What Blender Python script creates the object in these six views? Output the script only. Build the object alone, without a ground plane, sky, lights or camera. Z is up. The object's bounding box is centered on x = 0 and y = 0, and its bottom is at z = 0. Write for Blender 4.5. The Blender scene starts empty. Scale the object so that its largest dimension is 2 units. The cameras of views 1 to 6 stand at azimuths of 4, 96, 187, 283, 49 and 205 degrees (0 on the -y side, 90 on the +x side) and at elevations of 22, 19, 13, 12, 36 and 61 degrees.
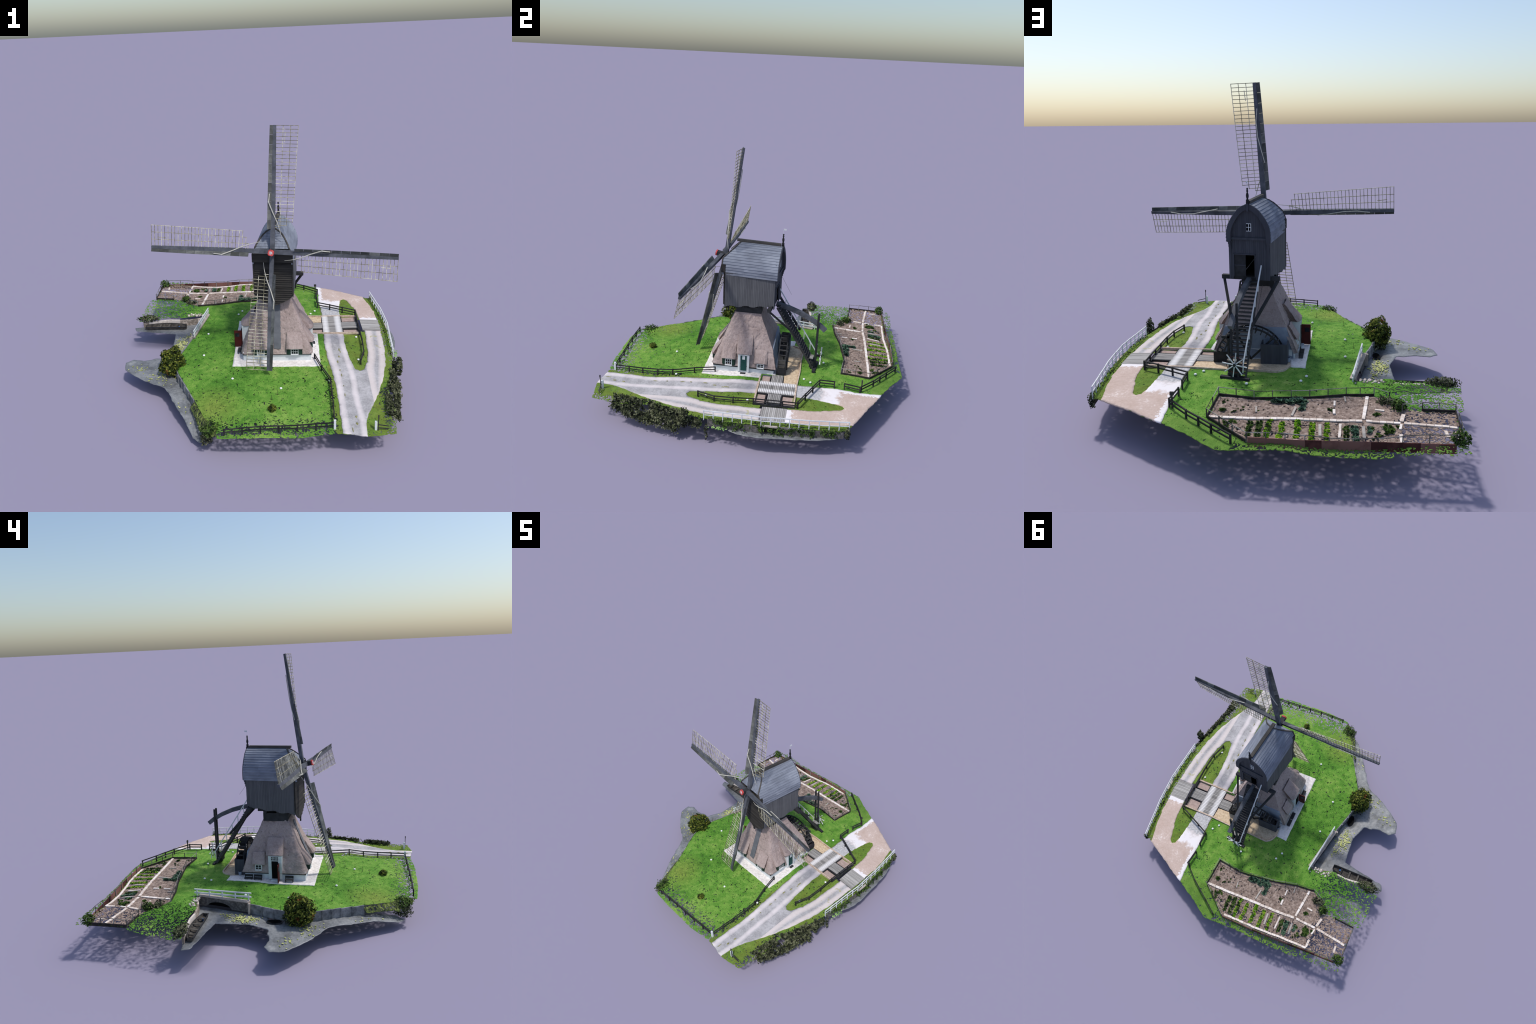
# A wooden hollow post mill on a thatched base, standing in its yard: lawn, gravel drive,
# ditch bridges, vegetable garden, pond with stone bridge, fences and shrubs.
import bpy, bmesh, math, random
import numpy as np
from mathutils import Vector, Matrix
from mathutils.geometry import delaunay_2d_cdt

rng = np.random.default_rng(7)
random.seed(7)
SCN = bpy.context.scene.collection

# ------------------------------------------------------------------ noise helpers
def _hash(i, j, seed):
    h = (i.astype(np.int64) * 374761393 + j.astype(np.int64) * 668265263 + seed * 974711) & 0x7FFFFFFF
    h = ((h ^ (h >> 13)) * 1274126177) & 0x7FFFFFFF
    return ((h ^ (h >> 16)) & 0xFFFF) / 65535.0

def vnoise(x, y, size, seed=0):
    x = np.asarray(x, float) / size; y = np.asarray(y, float) / size
    i = np.floor(x); j = np.floor(y); fx = x - i; fy = y - j
    fx = fx * fx * (3 - 2 * fx); fy = fy * fy * (3 - 2 * fy)
    a = _hash(i, j, seed); b = _hash(i + 1, j, seed); c = _hash(i, j + 1, seed); d = _hash(i + 1, j + 1, seed)
    return (a * (1 - fx) + b * fx) * (1 - fy) + (c * (1 - fx) + d * fx) * fy

def fbm(x, y, size, seed=0, octaves=3):
    t = 0; amp = 1; tot = 0
    for k in range(octaves):
        t = t + amp * vnoise(x, y, size / 2 ** k, seed + 17 * k); tot += amp; amp *= 0.55
    return t / tot

# ------------------------------------------------------------------ materials
def srgb(r, g, b):
    f = lambda c: ((c / 255 + 0.055) / 1.055) ** 2.4 if c > 10 else c / 255 / 12.92
    return (f(r), f(g), f(b), 1)

class Mat:
    """Small wrapper that wires node materials on world position."""
    def __init__(self, name, rough=0.85, spec=0.25):
        self.m = bpy.data.materials.new(name); self.m.use_nodes = True
        self.t = self.m.node_tree; self.n = self.t.nodes; self.l = self.t.links
        self.b = self.n["Principled BSDF"]
        self.b.inputs["Roughness"].default_value = rough
        self.b.inputs["Specular IOR Level"].default_value = spec
        g = self.n.new("ShaderNodeNewGeometry"); self.pos = g.outputs["Position"]
    def put(self, sock, v):
        if hasattr(v, "is_linked") or isinstance(v, bpy.types.NodeSocket): self.l.new(v, sock)
        else: sock.default_value = v
    def math(self, op, a, b=0.0, clamp=False):
        n = self.n.new("ShaderNodeMath"); n.operation = op; n.use_clamp = clamp
        self.put(n.inputs[0], a); self.put(n.inputs[1], b); return n.outputs[0]
    def mapped(self, scale, rot=(0, 0, 0)):
        n = self.n.new("ShaderNodeMapping"); self.l.new(self.pos, n.inputs["Vector"])
        n.inputs["Scale"].default_value = scale; n.inputs["Rotation"].default_value = rot; return n.outputs[0]
    def noise(self, scale, detail=4, rough=0.6, vec=None):
        n = self.n.new("ShaderNodeTexNoise"); self.l.new(vec or self.pos, n.inputs["Vector"])
        n.inputs["Scale"].default_value = scale; n.inputs["Detail"].default_value = detail
        n.inputs["Roughness"].default_value = rough; return n.outputs["Fac"]
    def voronoi(self, scale, out="Color", vec=None):
        n = self.n.new("ShaderNodeTexVoronoi"); self.l.new(vec or self.pos, n.inputs["Vector"])
        n.inputs["Scale"].default_value = scale; return n.outputs[out]
    def grey(self, c):
        n = self.n.new("ShaderNodeSeparateColor"); self.l.new(c, n.inputs[0]); return n.outputs[0]
    def rand(self):
        return self.n.new("ShaderNodeObjectInfo").outputs["Random"]
    def xyz(self):
        n = self.n.new("ShaderNodeSeparateXYZ"); self.l.new(self.pos, n.inputs[0]); return n.outputs
    def ramp(self, fac, stops):
        n = self.n.new("ShaderNodeValToRGB"); self.l.new(fac, n.inputs[0]); e = n.color_ramp.elements
        while len(e) < len(stops): e.new(0.5)
        for k, (p, c) in enumerate(stops): e[k].position = p; e[k].color = c
        return n.outputs["Color"]
    def mix(self, fac, a, b, mode="MIX"):
        n = self.n.new("ShaderNodeMix"); n.data_type = "RGBA"; n.blend_type = mode
        self.put(n.inputs[0], fac); self.put(n.inputs[6], a); self.put(n.inputs[7], b); return n.outputs[2]
    def curve(self, val, pts):
        n = self.n.new("ShaderNodeFloatCurve"); c = n.mapping.curves[0]; n.mapping.use_clip = False
        while len(c.points) < len(pts): c.points.new(0.5, 0.5)
        for p, (a, b) in zip(c.points, pts): p.location = (a, b)
        n.mapping.update(); self.l.new(val, n.inputs["Value"]); return n.outputs[0]
    def bump(self, h, strength=0.4, dist=0.004):
        n = self.n.new("ShaderNodeBump"); n.inputs["Strength"].default_value = strength
        n.inputs["Distance"].default_value = dist; self.l.new(h, n.inputs["Height"])
        self.l.new(n.outputs[0], self.b.inputs["Normal"])
    def out(self, c):
        self.put(self.b.inputs["Base Color"], c); return self.m

def mottled(name, cols, scale=30, detail=5, rough=0.85, bump=0.3, vary=0.0, stretch=None, lo=0.3, hi=0.7):
    """Noise-mottled colour from a list of colours; optional per-object variation."""
    M = Mat(name, rough)
    vec = M.mapped(stretch) if stretch else None
    f = M.noise(scale, detail, 0.65, vec)
    if vary:
        f = M.math("ADD", f, M.math("MULTIPLY", M.math("SUBTRACT", M.rand(), 0.5), vary))
    k = len(cols) - 1
    c = M.ramp(f, [(lo + (hi - lo) * i / max(k, 1), srgb(*q)) for i, q in enumerate(cols)])
    if bump: M.bump(f, bump)
    return M.out(c)

def make_lawn():
    M = Mat("lawn_grass", 0.9, 0.15)
    big = M.noise(3.2, 3, 0.55); mid = M.noise(26, 4, 0.7); fine = M.noise(210, 4, 0.8)
    f = M.math("ADD", M.math("MULTIPLY", big, 0.38), M.math("ADD", M.math("MULTIPLY", mid, 0.30), M.math("MULTIPLY", fine, 0.47)))
    c = M.ramp(f, [(0.38, srgb(36, 66, 24)), (0.48, srgb(66, 112, 38)), (0.575, srgb(92, 142, 52)), (0.67, srgb(128, 164, 74)), (0.80, srgb(176, 186, 112))])
    # drier yellow turf toward the pond corner and the verges of the drive
    s = M.xyz()
    dx = M.math("ADD", s[0], 0.24); dy = M.math("ADD", s[1], 0.74)
    d = M.math("SQRT", M.math("ADD", M.math("MULTIPLY", dx, dx), M.math("MULTIPLY", dy, dy)))
    k = M.math("SUBTRACT", 1.0, M.math("DIVIDE", d, 0.22), True)
    k = M.math("MULTIPLY", k, M.math("MULTIPLY", mid, 0.85), True)
    c = M.mix(k, c, srgb(164, 166, 84))
    e = M.math("MULTIPLY", M.math("GREATER_THAN", M.math("ADD", s[0], M.math("MULTIPLY", M.noise(9, 3), 0.05)), 0.470), M.math("MULTIPLY", M.noise(12, 3), 1.05))
    c = M.mix(e, c, srgb(112, 116, 52))
    n = M.math("MULTIPLY", M.math("GREATER_THAN", s[1], 0.78), 0.35)
    c = M.mix(n, c, srgb(106, 124, 62))
    M.bump(M.math("ADD", fine, mid), 0.5, 0.006)
    return M.out(c)

def make_road():
    M = Mat("drive_gravel", 0.95, 0.15)
    s = M.xyz(); y01 = M.math("DIVIDE", M.math("ADD", s[1], 1.0), 2.0)
    n1 = M.noise(14, 5, 0.65); n2 = M.noise(90, 4, 0.7)
    base = M.ramp(M.math("ADD", M.math("MULTIPLY", n1, 0.6), M.math("MULTIPLY", n2, 0.4)),
                  [(0.34, srgb(140, 138, 140)), (0.5, srgb(170, 168, 170)), (0.66, srgb(196, 193, 196))])
    def track(pts, width):
        xt = M.curve(y01, [((y + 1) / 2, x) for x, y in pts])
        d = M.math("DIVIDE", M.math("ABSOLUTE", M.math("SUBTRACT", s[0], xt)), width)
        return M.math("SUBTRACT", 1.0, M.math("MULTIPLY", d, d), True)
    west = track([(0.513, -1), (0.507, -0.765), (0.506, -0.565), (0.501, -0.389), (0.474, -0.194), (0.471, 0.0), (0.472, 0.08), (0.468, 0.5), (0.468, 1)], 0.026)
    east = track([(0.602, -1), (0.604, -0.803), (0.594, -0.649), (0.596, -0.481), (0.582, -0.296), (0.566, -0.091), (0.56, 0.042), (0.556, 0.5), (0.55, 1)], 0.022)
    tr = M.math("MULTIPLY", M.math("MAXIMUM", west, east), M.math("ADD", 0.35, n1), True)
    c = M.mix(tr, base, srgb(218, 210, 211))
    inner = track([(0.733, -1), (0.71, -0.38), (0.742, -0.21), (0.752, -0.05), (0.76, 0.1), (0.76, 1)], 0.03)
    outer = track([(0.70, -1), (0.775, -0.42), (0.808, -0.21), (0.825, -0.02), (0.83, 0.1), (0.83, 1)], 0.025)
    gate = M.math("GREATER_THAN", s[0], 0.69)
    lp = M.math("MULTIPLY", M.math("MULTIPLY", M.math("MAXIMUM", inner, outer), gate), 0.7)
    c = M.mix(lp, c, srgb(226, 214, 210))
    weeds = M.math("MULTIPLY", M.math("GREATER_THAN", M.noise(22, 3), 0.62), M.math("MULTIPLY", M.math("GREATER_THAN", s[0], 0.76), M.math("GREATER_THAN", s[1], -0.22)))
    c = M.mix(M.math("MULTIPLY", weeds, 0.55), c, srgb(168, 164, 104))
    M.bump(n2, 0.35, 0.003)
    return M.out(c)

def make_road_north():
    M = Mat("tan_gravel", 0.95, 0.15)
    s = M.xyz(); n1 = M.noise(11, 5, 0.7); n2 = M.noise(80, 4, 0.7)
    tan = M.ramp(M.math("ADD", M.math("MULTIPLY", n1, 0.5), M.math("MULTIPLY", n2, 0.5)),
                 [(0.36, srgb(188, 166, 154)), (0.56, srgb(202, 182, 172)), (0.68, srgb(236, 226, 222))])
    grey = M.ramp(n2, [(0.35, srgb(160, 160, 162)), (0.65, srgb(206, 205, 208))])
    # the west lane is grey near the bridge, with a white patch where it meets the tan gravel
    lane = M.math("LESS_THAN", M.math("ADD", s[0], M.math("MULTIPLY", M.math("SUBTRACT", s[1], 0.5), 0.0)), 0.60)
    nr = M.noise(34, 5, 0.7); wob = M.math("ADD", s[1], M.math("ADD", M.math("MULTIPLY", M.math("SUBTRACT", n1, 0.5), 0.16), M.math("MULTIPLY", M.math("SUBTRACT", nr, 0.5), 0.12)))
    ss = lambda v, a, b: M.math("DIVIDE", M.math("SUBTRACT", v, a), b - a, True)
    g = M.math("MULTIPLY", lane, M.math("SUBTRACT", 1.0, ss(wob, .44, .50)))
    w = M.math("MULTIPLY", lane, M.math("MULTIPLY", ss(wob, .44, .50), M.math("SUBTRACT", 1.0, ss(wob, .55, .585))))
    w2 = M.math("LESS_THAN", M.math("ADD", s[0], M.math("MULTIPLY", M.math("SUBTRACT", nr, 0.5), 0.10)), 0.470)
    w2 = M.math("MULTIPLY", w2, M.math("GREATER_THAN", s[1], 0.46))
    w3 = M.math("LESS_THAN", M.math("ADD", s[1], M.math("MULTIPLY", M.math("SUBTRACT", nr, 0.5), 0.12)), 0.285)
    w3 = M.math("MULTIPLY", w3, M.math("GREATER_THAN", s[0], 0.69))
    c = M.mix(g, tan, grey)
    c = M.mix(M.math("MAXIMUM", M.math("MAXIMUM", w, w2), w3), c, srgb(236, 231, 233))
    M.bump(n2, 0.3, 0.003)
    return M.out(c)

def make_deck():
    M = Mat("deck_timber", 0.9)
    s = M.xyz(); n = M.noise(40, 4, 0.6, M.mapped((0.25, 2, 1)))
    f = M.math("ADD", n, M.math("MULTIPLY", M.math("SUBTRACT", M.rand(), 0.5), 0.28))
    c = M.ramp(f, [(0.3, srgb(128, 126, 124)), (0.7, srgb(172, 169, 166))])
    def band(x0, w):
        d = M.math("DIVIDE", M.math("ABSOLUTE", M.math("SUBTRACT", s[0], x0)), w)
        return M.math("SUBTRACT", 1.0, M.math("MULTIPLY", d, d), True)
    t = M.math("MULTIPLY", M.math("MAXIMUM", band(0.468, 0.026), band(0.556, 0.026)), 0.95)
    c = M.mix(t, c, srgb(232, 230, 230))
    return M.out(c)

def make_thatch():
    M = Mat("reed_thatch", 0.95, 0.1)
    n1 = M.noise(7, 4, 0.6); n2 = M.noise(120, 4, 0.75); n3 = M.noise(40, 3, 0.6)
    f = M.math("ADD", M.math("MULTIPLY", n1, 0.4), M.math("ADD", M.math("MULTIPLY", n2, 0.4), M.math("MULTIPLY", n3, 0.2)))
    c = M.ramp(f, [(0.32, srgb(128, 113, 109)), (0.46, srgb(160, 144, 140)), (0.60, srgb(180, 164, 160)), (0.72, srgb(198, 184, 178))])
    p = M.math("GREATER_THAN", M.noise(62, 2), 0.70)
    c = M.mix(M.math("MULTIPLY", p, 0.6), c, srgb(74, 66, 64))
    M.bump(n2, 0.7, 0.006)
    return M.out(c)

def make_boards(name, cols, along=(1, 1, 0.12), scale=60, vary=0.25, bump=0.25, rough=0.8, spec=0.3):
    M = Mat(name, rough, spec)
    n = M.noise(scale, 4, 0.65, M.mapped(along)); big = M.noise(9, 3)
    f = M.math("ADD", M.math("MULTIPLY", n, 0.65), M.math("MULTIPLY", big, 0.35))
    if vary: f = M.math("ADD", f, M.math("MULTIPLY", M.math("SUBTRACT", M.rand(), 0.5), vary))
    k = len(cols) - 1
    c = M.ramp(f, [(0.3 + 0.42 * i / k, srgb(*q)) for i, q in enumerate(cols)])
    if bump: M.bump(n, bump, 0.003)
    return M.out(c)

def make_water():
    M = Mat("pond_water", 0.45, 0.35)
    n = M.noise(10, 5, 0.65); n2 = M.noise(70, 3)
    c = M.ramp(M.math("ADD", M.math("MULTIPLY", n, 0.7), M.math("MULTIPLY", n2, 0.3)), [(0.34, srgb(86, 88, 88)), (0.5, srgb(120, 123, 126)), (0.66, srgb(150, 152, 153))])
    M.bump(n2, 0.2, 0.003)
    return M.out(c)

def make_leaves(name, cols, scale=70, trans=0.25, spots=None):
    M = Mat(name, 0.75, 0.2)
    v = M.grey(M.voronoi(scale)); k = len(cols) - 1
    c = M.ramp(v, [(0.05 + 0.9 * i / k, srgb(*q)) for i, q in enumerate(cols)])
    if spots:
        c = M.mix(M.math("GREATER_THAN", M.grey(M.voronoi(scale * .55)), .972), c, srgb(*spots))
    M.out(c)
    tr = M.n.new("ShaderNodeBsdfTranslucent"); M.put(tr.inputs["Color"], c)
    mx = M.n.new("ShaderNodeMixShader"); mx.inputs[0].default_value = trans
    M.l.new(M.b.outputs[0], mx.inputs[1]); M.l.new(tr.outputs[0], mx.inputs[2])
    M.l.new(mx.outputs[0], M.n["Material Output"].inputs["Surface"])
    return M.m

MT = {}
MT["lawn"] = make_lawn(); MT["road"] = make_road(); MT["road_n"] = make_road_north(); MT["deck"] = make_deck()
MT["thatch"] = make_thatch(); MT["water"] = make_water()
MT["bank"] = mottled("overgrown_bank", [(40, 46, 32), (66, 76, 44), (108, 122, 62), (150, 156, 92)], 50, 5, .95, .5)
MT["deck_pale"] = mottled("pale_deck_timber", [(150, 147, 144), (186, 183, 180)], 40, 4, .9, .2, .4, (.25, 2, 1))
MT["pad"] = mottled("pale_shell_gravel", [(196, 190, 186), (228, 222, 218), (242, 238, 236)], 60, 5, 0.95)
MT["brick"] = mottled("yellow_brick", [(176, 152, 124), (206, 184, 154), (222, 202, 174)], 70, 4, 0.9)
MT["kerb"] = mottled("kerb_stone", [(168, 146, 128), (198, 178, 160), (214, 198, 184)], 60, 4, 0.9)
MT["pinkbox"] = mottled("pink_gravel", [(158, 138, 130), (184, 164, 156)], 60, 4, 0.95)
MT["soil"] = mottled("garden_soil", [(88, 74, 67), (126, 109, 99), (154, 136, 125), (182, 165, 154)], 60, 6, 0.98, 0.6)
MT["slab"] = mottled("path_slab", [(206, 190, 178), (230, 218, 208), (242, 234, 228)], 40, 4, 0.9, 0.2, 0.35)
MT["plank_grey"] = mottled("garden_plank", [(150, 146, 142), (196, 186, 176)], 40, 4, 0.9, 0.2, 0.5)
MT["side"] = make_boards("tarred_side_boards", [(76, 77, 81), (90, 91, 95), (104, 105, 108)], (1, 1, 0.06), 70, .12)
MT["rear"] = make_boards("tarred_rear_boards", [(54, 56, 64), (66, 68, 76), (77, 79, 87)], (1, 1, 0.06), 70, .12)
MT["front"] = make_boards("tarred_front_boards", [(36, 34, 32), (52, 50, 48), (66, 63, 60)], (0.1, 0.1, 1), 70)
MT["roof"] = make_boards("blue_grey_roof_boards", [(98, 103, 115), (124, 130, 143), (150, 156, 168)], (1, 0.06, 0.5), 80, 0.09)  # boards in a mid blue-grey with paler and darker streaks
MT["ridge"] = make_boards("ridge_timber", [(52, 50, 48), (74, 71, 68), (96, 92, 88)], (1, 0.1, 1), 50, 0)
MT["dark"] = make_boards("tarred_timber", [(30, 31, 33), (44, 45, 48), (58, 59, 62)], (0.5, 0.5, 0.5), 60, 0.2)
MT["stair"] = make_boards("stair_timber", [(44, 43, 44), (62, 61, 62), (80, 78, 78)], (0.5, 0.5, 0.5), 60, 0.3)
MT["black"] = mottled("painted_opening_dark", [(6, 6, 7), (11, 11, 12)], 20, 2, 1.0, 0)  # near-black paint on solid plates, drawing the unlit depth of openings
MT["stock"] = make_boards("sail_stock_paint", [(60, 63, 68), (82, 85, 92), (104, 107, 114)], (0.3, 0.3, 0.3), 60, 0.1)
MT["windboard"] = make_boards("sail_wind_board", [(58, 60, 58), (84, 86, 84), (122, 124, 120)], (0.3, 1, 0.3), 70, 0.35)
MT["lattice"] = mottled("lattice_wood", [(100, 96, 78), (158, 152, 126), (208, 204, 186)], 38, 3, 0.85, 0, 0.4)
MT["rope"] = mottled("pale_rope", [(170, 168, 156), (206, 204, 194)], 60, 3, 0.9, 0)
MT["red"] = mottled("red_paint", [(176, 62, 60), (206, 82, 78)], 40, 3, 0.6, 0)
MT["white"] = mottled("white_paint", [(202, 206, 208), (228, 230, 232)], 30, 3, 0.7, 0, 0.2)
MT["plaster"] = mottled("white_plaster", [(198, 204, 208), (222, 226, 228)], 24, 4, 0.9, 0.15)
MT["plaster_n"] = mottled("grey_blue_plaster", [(120, 130, 146), (150, 160, 176)], 18, 4, 0.9, 0.15)  # white plaster, colour darkened and blued for shade in the north recess
MT["green"] = mottled("green_door_paint", [(24, 62, 62), (32, 78, 76)], 40, 3, 0.6, 0)
MT["shutter"] = mottled("dark_green_shutter", [(28, 48, 42), (36, 60, 52)], 40, 3, 0.6, 0)
MT["reddoor"] = mottled("oxblood_door", [(66, 22, 21), (86, 30, 28)], 40, 3, 0.6, 0)
MT["glass"] = mottled("window_glass", [(22, 26, 32), (40, 46, 54)], 30, 2, 0.15, 0)
MT["slate"] = mottled("grey_lead_strip", [(88, 91, 98), (110, 113, 120)], 16, 4, 0.6, 0.1)
MT["fence"] = make_boards("black_fence_timber", [(26, 26, 28), (40, 39, 41), (60, 58, 58)], (0.5, 0.5, 0.5), 60, 0.3)
MT["fence_thin"] = mottled("grey_fence_timber", [(62, 60, 58), (98, 96, 92), (150, 148, 144)], 40, 3, 0.9, 0, 0.5)
MT["concrete"] = mottled("quay_concrete", [(86, 88, 90), (126, 128, 130), (160, 162, 164)], 22, 5, 0.9, 0.4)
MT["stone"] = mottled("bridge_masonry", [(70, 68, 66), (98, 95, 92), (130, 126, 122)], 60, 5, 0.95, 0.6)
MT["cope"] = mottled("coping_stone", [(150, 140, 132), (186, 176, 168)], 50, 4, 0.95, 0.4)
MT["rubble"] = mottled("pale_rubble", [(128, 118, 108), (186, 174, 164), (220, 210, 202)], 60, 3, 0.95, 0.3, 0.6)
MT["brownwall"] = mottled("rust_brown_boards", [(66, 36, 34), (96, 58, 54), (128, 92, 84)], 14, 4, 0.9, 0.2, 0.6)
MT["edging"] = mottled("black_edging", [(34, 32, 32), (62, 58, 56)], 30, 4, 0.95, 0.2)
MT["boat"] = mottled("boat_timber", [(44, 42, 40), (70, 66, 62), (98, 94, 88)], 40, 4, 0.85, 0.3, 0.4)
MT["blue"] = mottled("blue_cover", [(40, 110, 190), (60, 140, 220)], 40, 2, 0.6, 0)
MT["stone_white"] = mottled("white_lamp", [(226, 228, 230), (244, 244, 246)], 40, 2, 0.7, 0)
MT["bark"] = mottled("bark", [(44, 38, 32), (74, 66, 58)], 80, 3, 0.95, 0)
MT["leaf_gold"] = make_leaves("golden_shrub_leaves", [(22, 32, 14), (40, 54, 20), (62, 78, 28), (86, 100, 36), (116, 124, 48), (146, 148, 66)], 80, .25, (122, 80, 44))
MT["leaf_dark"] = make_leaves("dark_hedge_leaves", [(28, 31, 25), (50, 55, 42), (76, 82, 58), (104, 110, 78), (134, 136, 108)], 70)
MT["leaf_green"] = make_leaves("green_shrub_leaves", [(26, 40, 20), (48, 72, 30), (76, 104, 44), (104, 128, 62)], 80)
MT["leaf_blue"] = make_leaves("cabbage_leaves", [(30, 44, 40), (50, 74, 62), (88, 120, 98), (124, 154, 124)], 80)
MT["leaf_lime"] = make_leaves("lettuce_leaves", [(60, 104, 24), (104, 158, 36), (150, 196, 48), (186, 214, 74)], 90)
MT["lily"] = make_leaves("lily_pads", [(150, 158, 90), (188, 194, 120), (208, 210, 150)], 60, 0.1)
MT["lily_green"] = make_leaves("green_lily_pads", [(120, 160, 90), (158, 196, 116), (180, 210, 140)], 60, 0.1)
MT["turf_clump"] = mottled("road_weeds", [(112, 112, 70), (140, 138, 96), (158, 154, 118)], 60, 4, 0.95, 0.3)

# ------------------------------------------------------------------ object helpers
def link(o, parent=None):
    SCN.objects.link(o)
    if parent is not None:
        o.parent = parent
        o.matrix_parent_inverse = WORLD[parent.name].inverted()
    return o

WORLD = {}
def empty(name, loc, parent=None):
    o = bpy.data.objects.new(name, None); o.empty_display_size = 0.05
    o.matrix_basis = Matrix.Translation(loc); WORLD[o.name] = Matrix.Translation(loc)
    return link(o, parent)

def mesh_obj(name, verts, faces, mat, parent=None, smooth=False, stuff=False):
    me = bpy.data.meshes.new(name); me.from_pydata([tuple(map(float, v)) for v in verts], [], faces)
    me.materials.append(MT[mat]); me.validate()
    if smooth: me.polygons.foreach_set("use_smooth", [True] * len(me.polygons))
    o = bpy.data.objects.new(name, me); WORLD[o.name] = Matrix.Identity(4)
    if stuff: o["kind"] = "stuff"
    return link(o, parent)

class MB:
    """Mesh builder collecting boxes, beams and grids."""
    def __init__(self): self.v = []; self.f = []
    def add(self, vs, fs):
        b = len(self.v); self.v += [tuple(v) for v in vs]; self.f += [tuple(i + b for i in f) for f in fs]
    def box(self, x0, x1, y0, y1, z0, z1, tf=None):
        vs = [(x, y, z) for z in (z0, z1) for y in (y0, y1) for x in (x0, x1)]
        if tf: vs = [tf(*p) for p in vs]
        self.add(vs, [(0, 2, 3, 1), (4, 5, 7, 6), (0, 1, 5, 4), (2, 6, 7, 3), (0, 4, 6, 2), (1, 3, 7, 5)])
    def beam(self, p, q, w, h, up=(0, 0, 1), w2=None, h2=None):
        p = Vector(p); q = Vector(q); d = (q - p).normalized(); s = d.cross(Vector(up)).normalized(); u = s.cross(d)
        vs = []
        for c, ww, hh in ((p, w, h), (q, w2 or w, h2 or h)):
            for a, b in ((-1, -1), (1, -1), (1, 1), (-1, 1)): vs.append(c + s * a * ww / 2 + u * b * hh / 2)
        self.add(vs, [(3, 2, 1, 0), (4, 5, 6, 7)] + [(i, (i + 1) % 4, (i + 1) % 4 + 4, i + 4) for i in range(4)])
    def tube(self, pts, r, n=6):
        pts = [Vector(p) for p in pts]; b = len(self.v)
        for i, p in enumerate(pts):
            d = (pts[min(i + 1, len(pts) - 1)] - pts[max(i - 1, 0)]).normalized()
            s = d.cross(Vector((0.31, 0.22, 0.93))).normalized(); u = s.cross(d); rr = r[i] if hasattr(r, "__len__") else r
            for k in range(n):
                a = 2 * math.pi * k / n; self.v.append(tuple(p + (s * math.cos(a) + u * math.sin(a)) * rr))
        for i in range(len(pts) - 1):
            for k in range(n):
                self.f.append((b + i * n + k, b + i * n + (k + 1) % n, b + (i + 1) * n + (k + 1) % n, b + (i + 1) * n + k))
        self.f.append(tuple(b + k for k in reversed(range(n)))); self.f.append(tuple(b + (len(pts) - 1) * n + k for k in range(n)))
    def obj(self, name, mat, parent=None, smooth=False, stuff=False):
        return mesh_obj(name, self.v, self.f, mat, parent, smooth, stuff)

_unit = {}
def bar(name, mat, p, q, w, h, parent, up=(0, 0, 1)):
    """One named piece: a unit box shared by all repeats, laid from p to q."""
    key = (name, mat)
    if key not in _unit:
        b = MB(); b.box(-.5, .5, -.5, .5, -.5, .5)
        me = bpy.data.meshes.new(name); me.from_pydata(b.v, [], b.f); me.materials.append(MT[mat]); _unit[key] = me
    p = Vector(p); q = Vector(q); d = q - p; L = d.length; d.normalize()
    s = d.cross(Vector(up)).normalized(); u = s.cross(d); c = (p + q) / 2
    m = Matrix(((s.x * w, d.x * L, u.x * h, c.x), (s.y * w, d.y * L, u.y * h, c.y), (s.z * w, d.z * L, u.z * h, c.z), (0, 0, 0, 1)))
    o = bpy.data.objects.new(name, _unit[key]); link(o, parent); o.matrix_basis = m
    return o

def inst(name, me, m, parent):
    o = bpy.data.objects.new(name, me); link(o, parent); o.matrix_basis = m; return o

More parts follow.
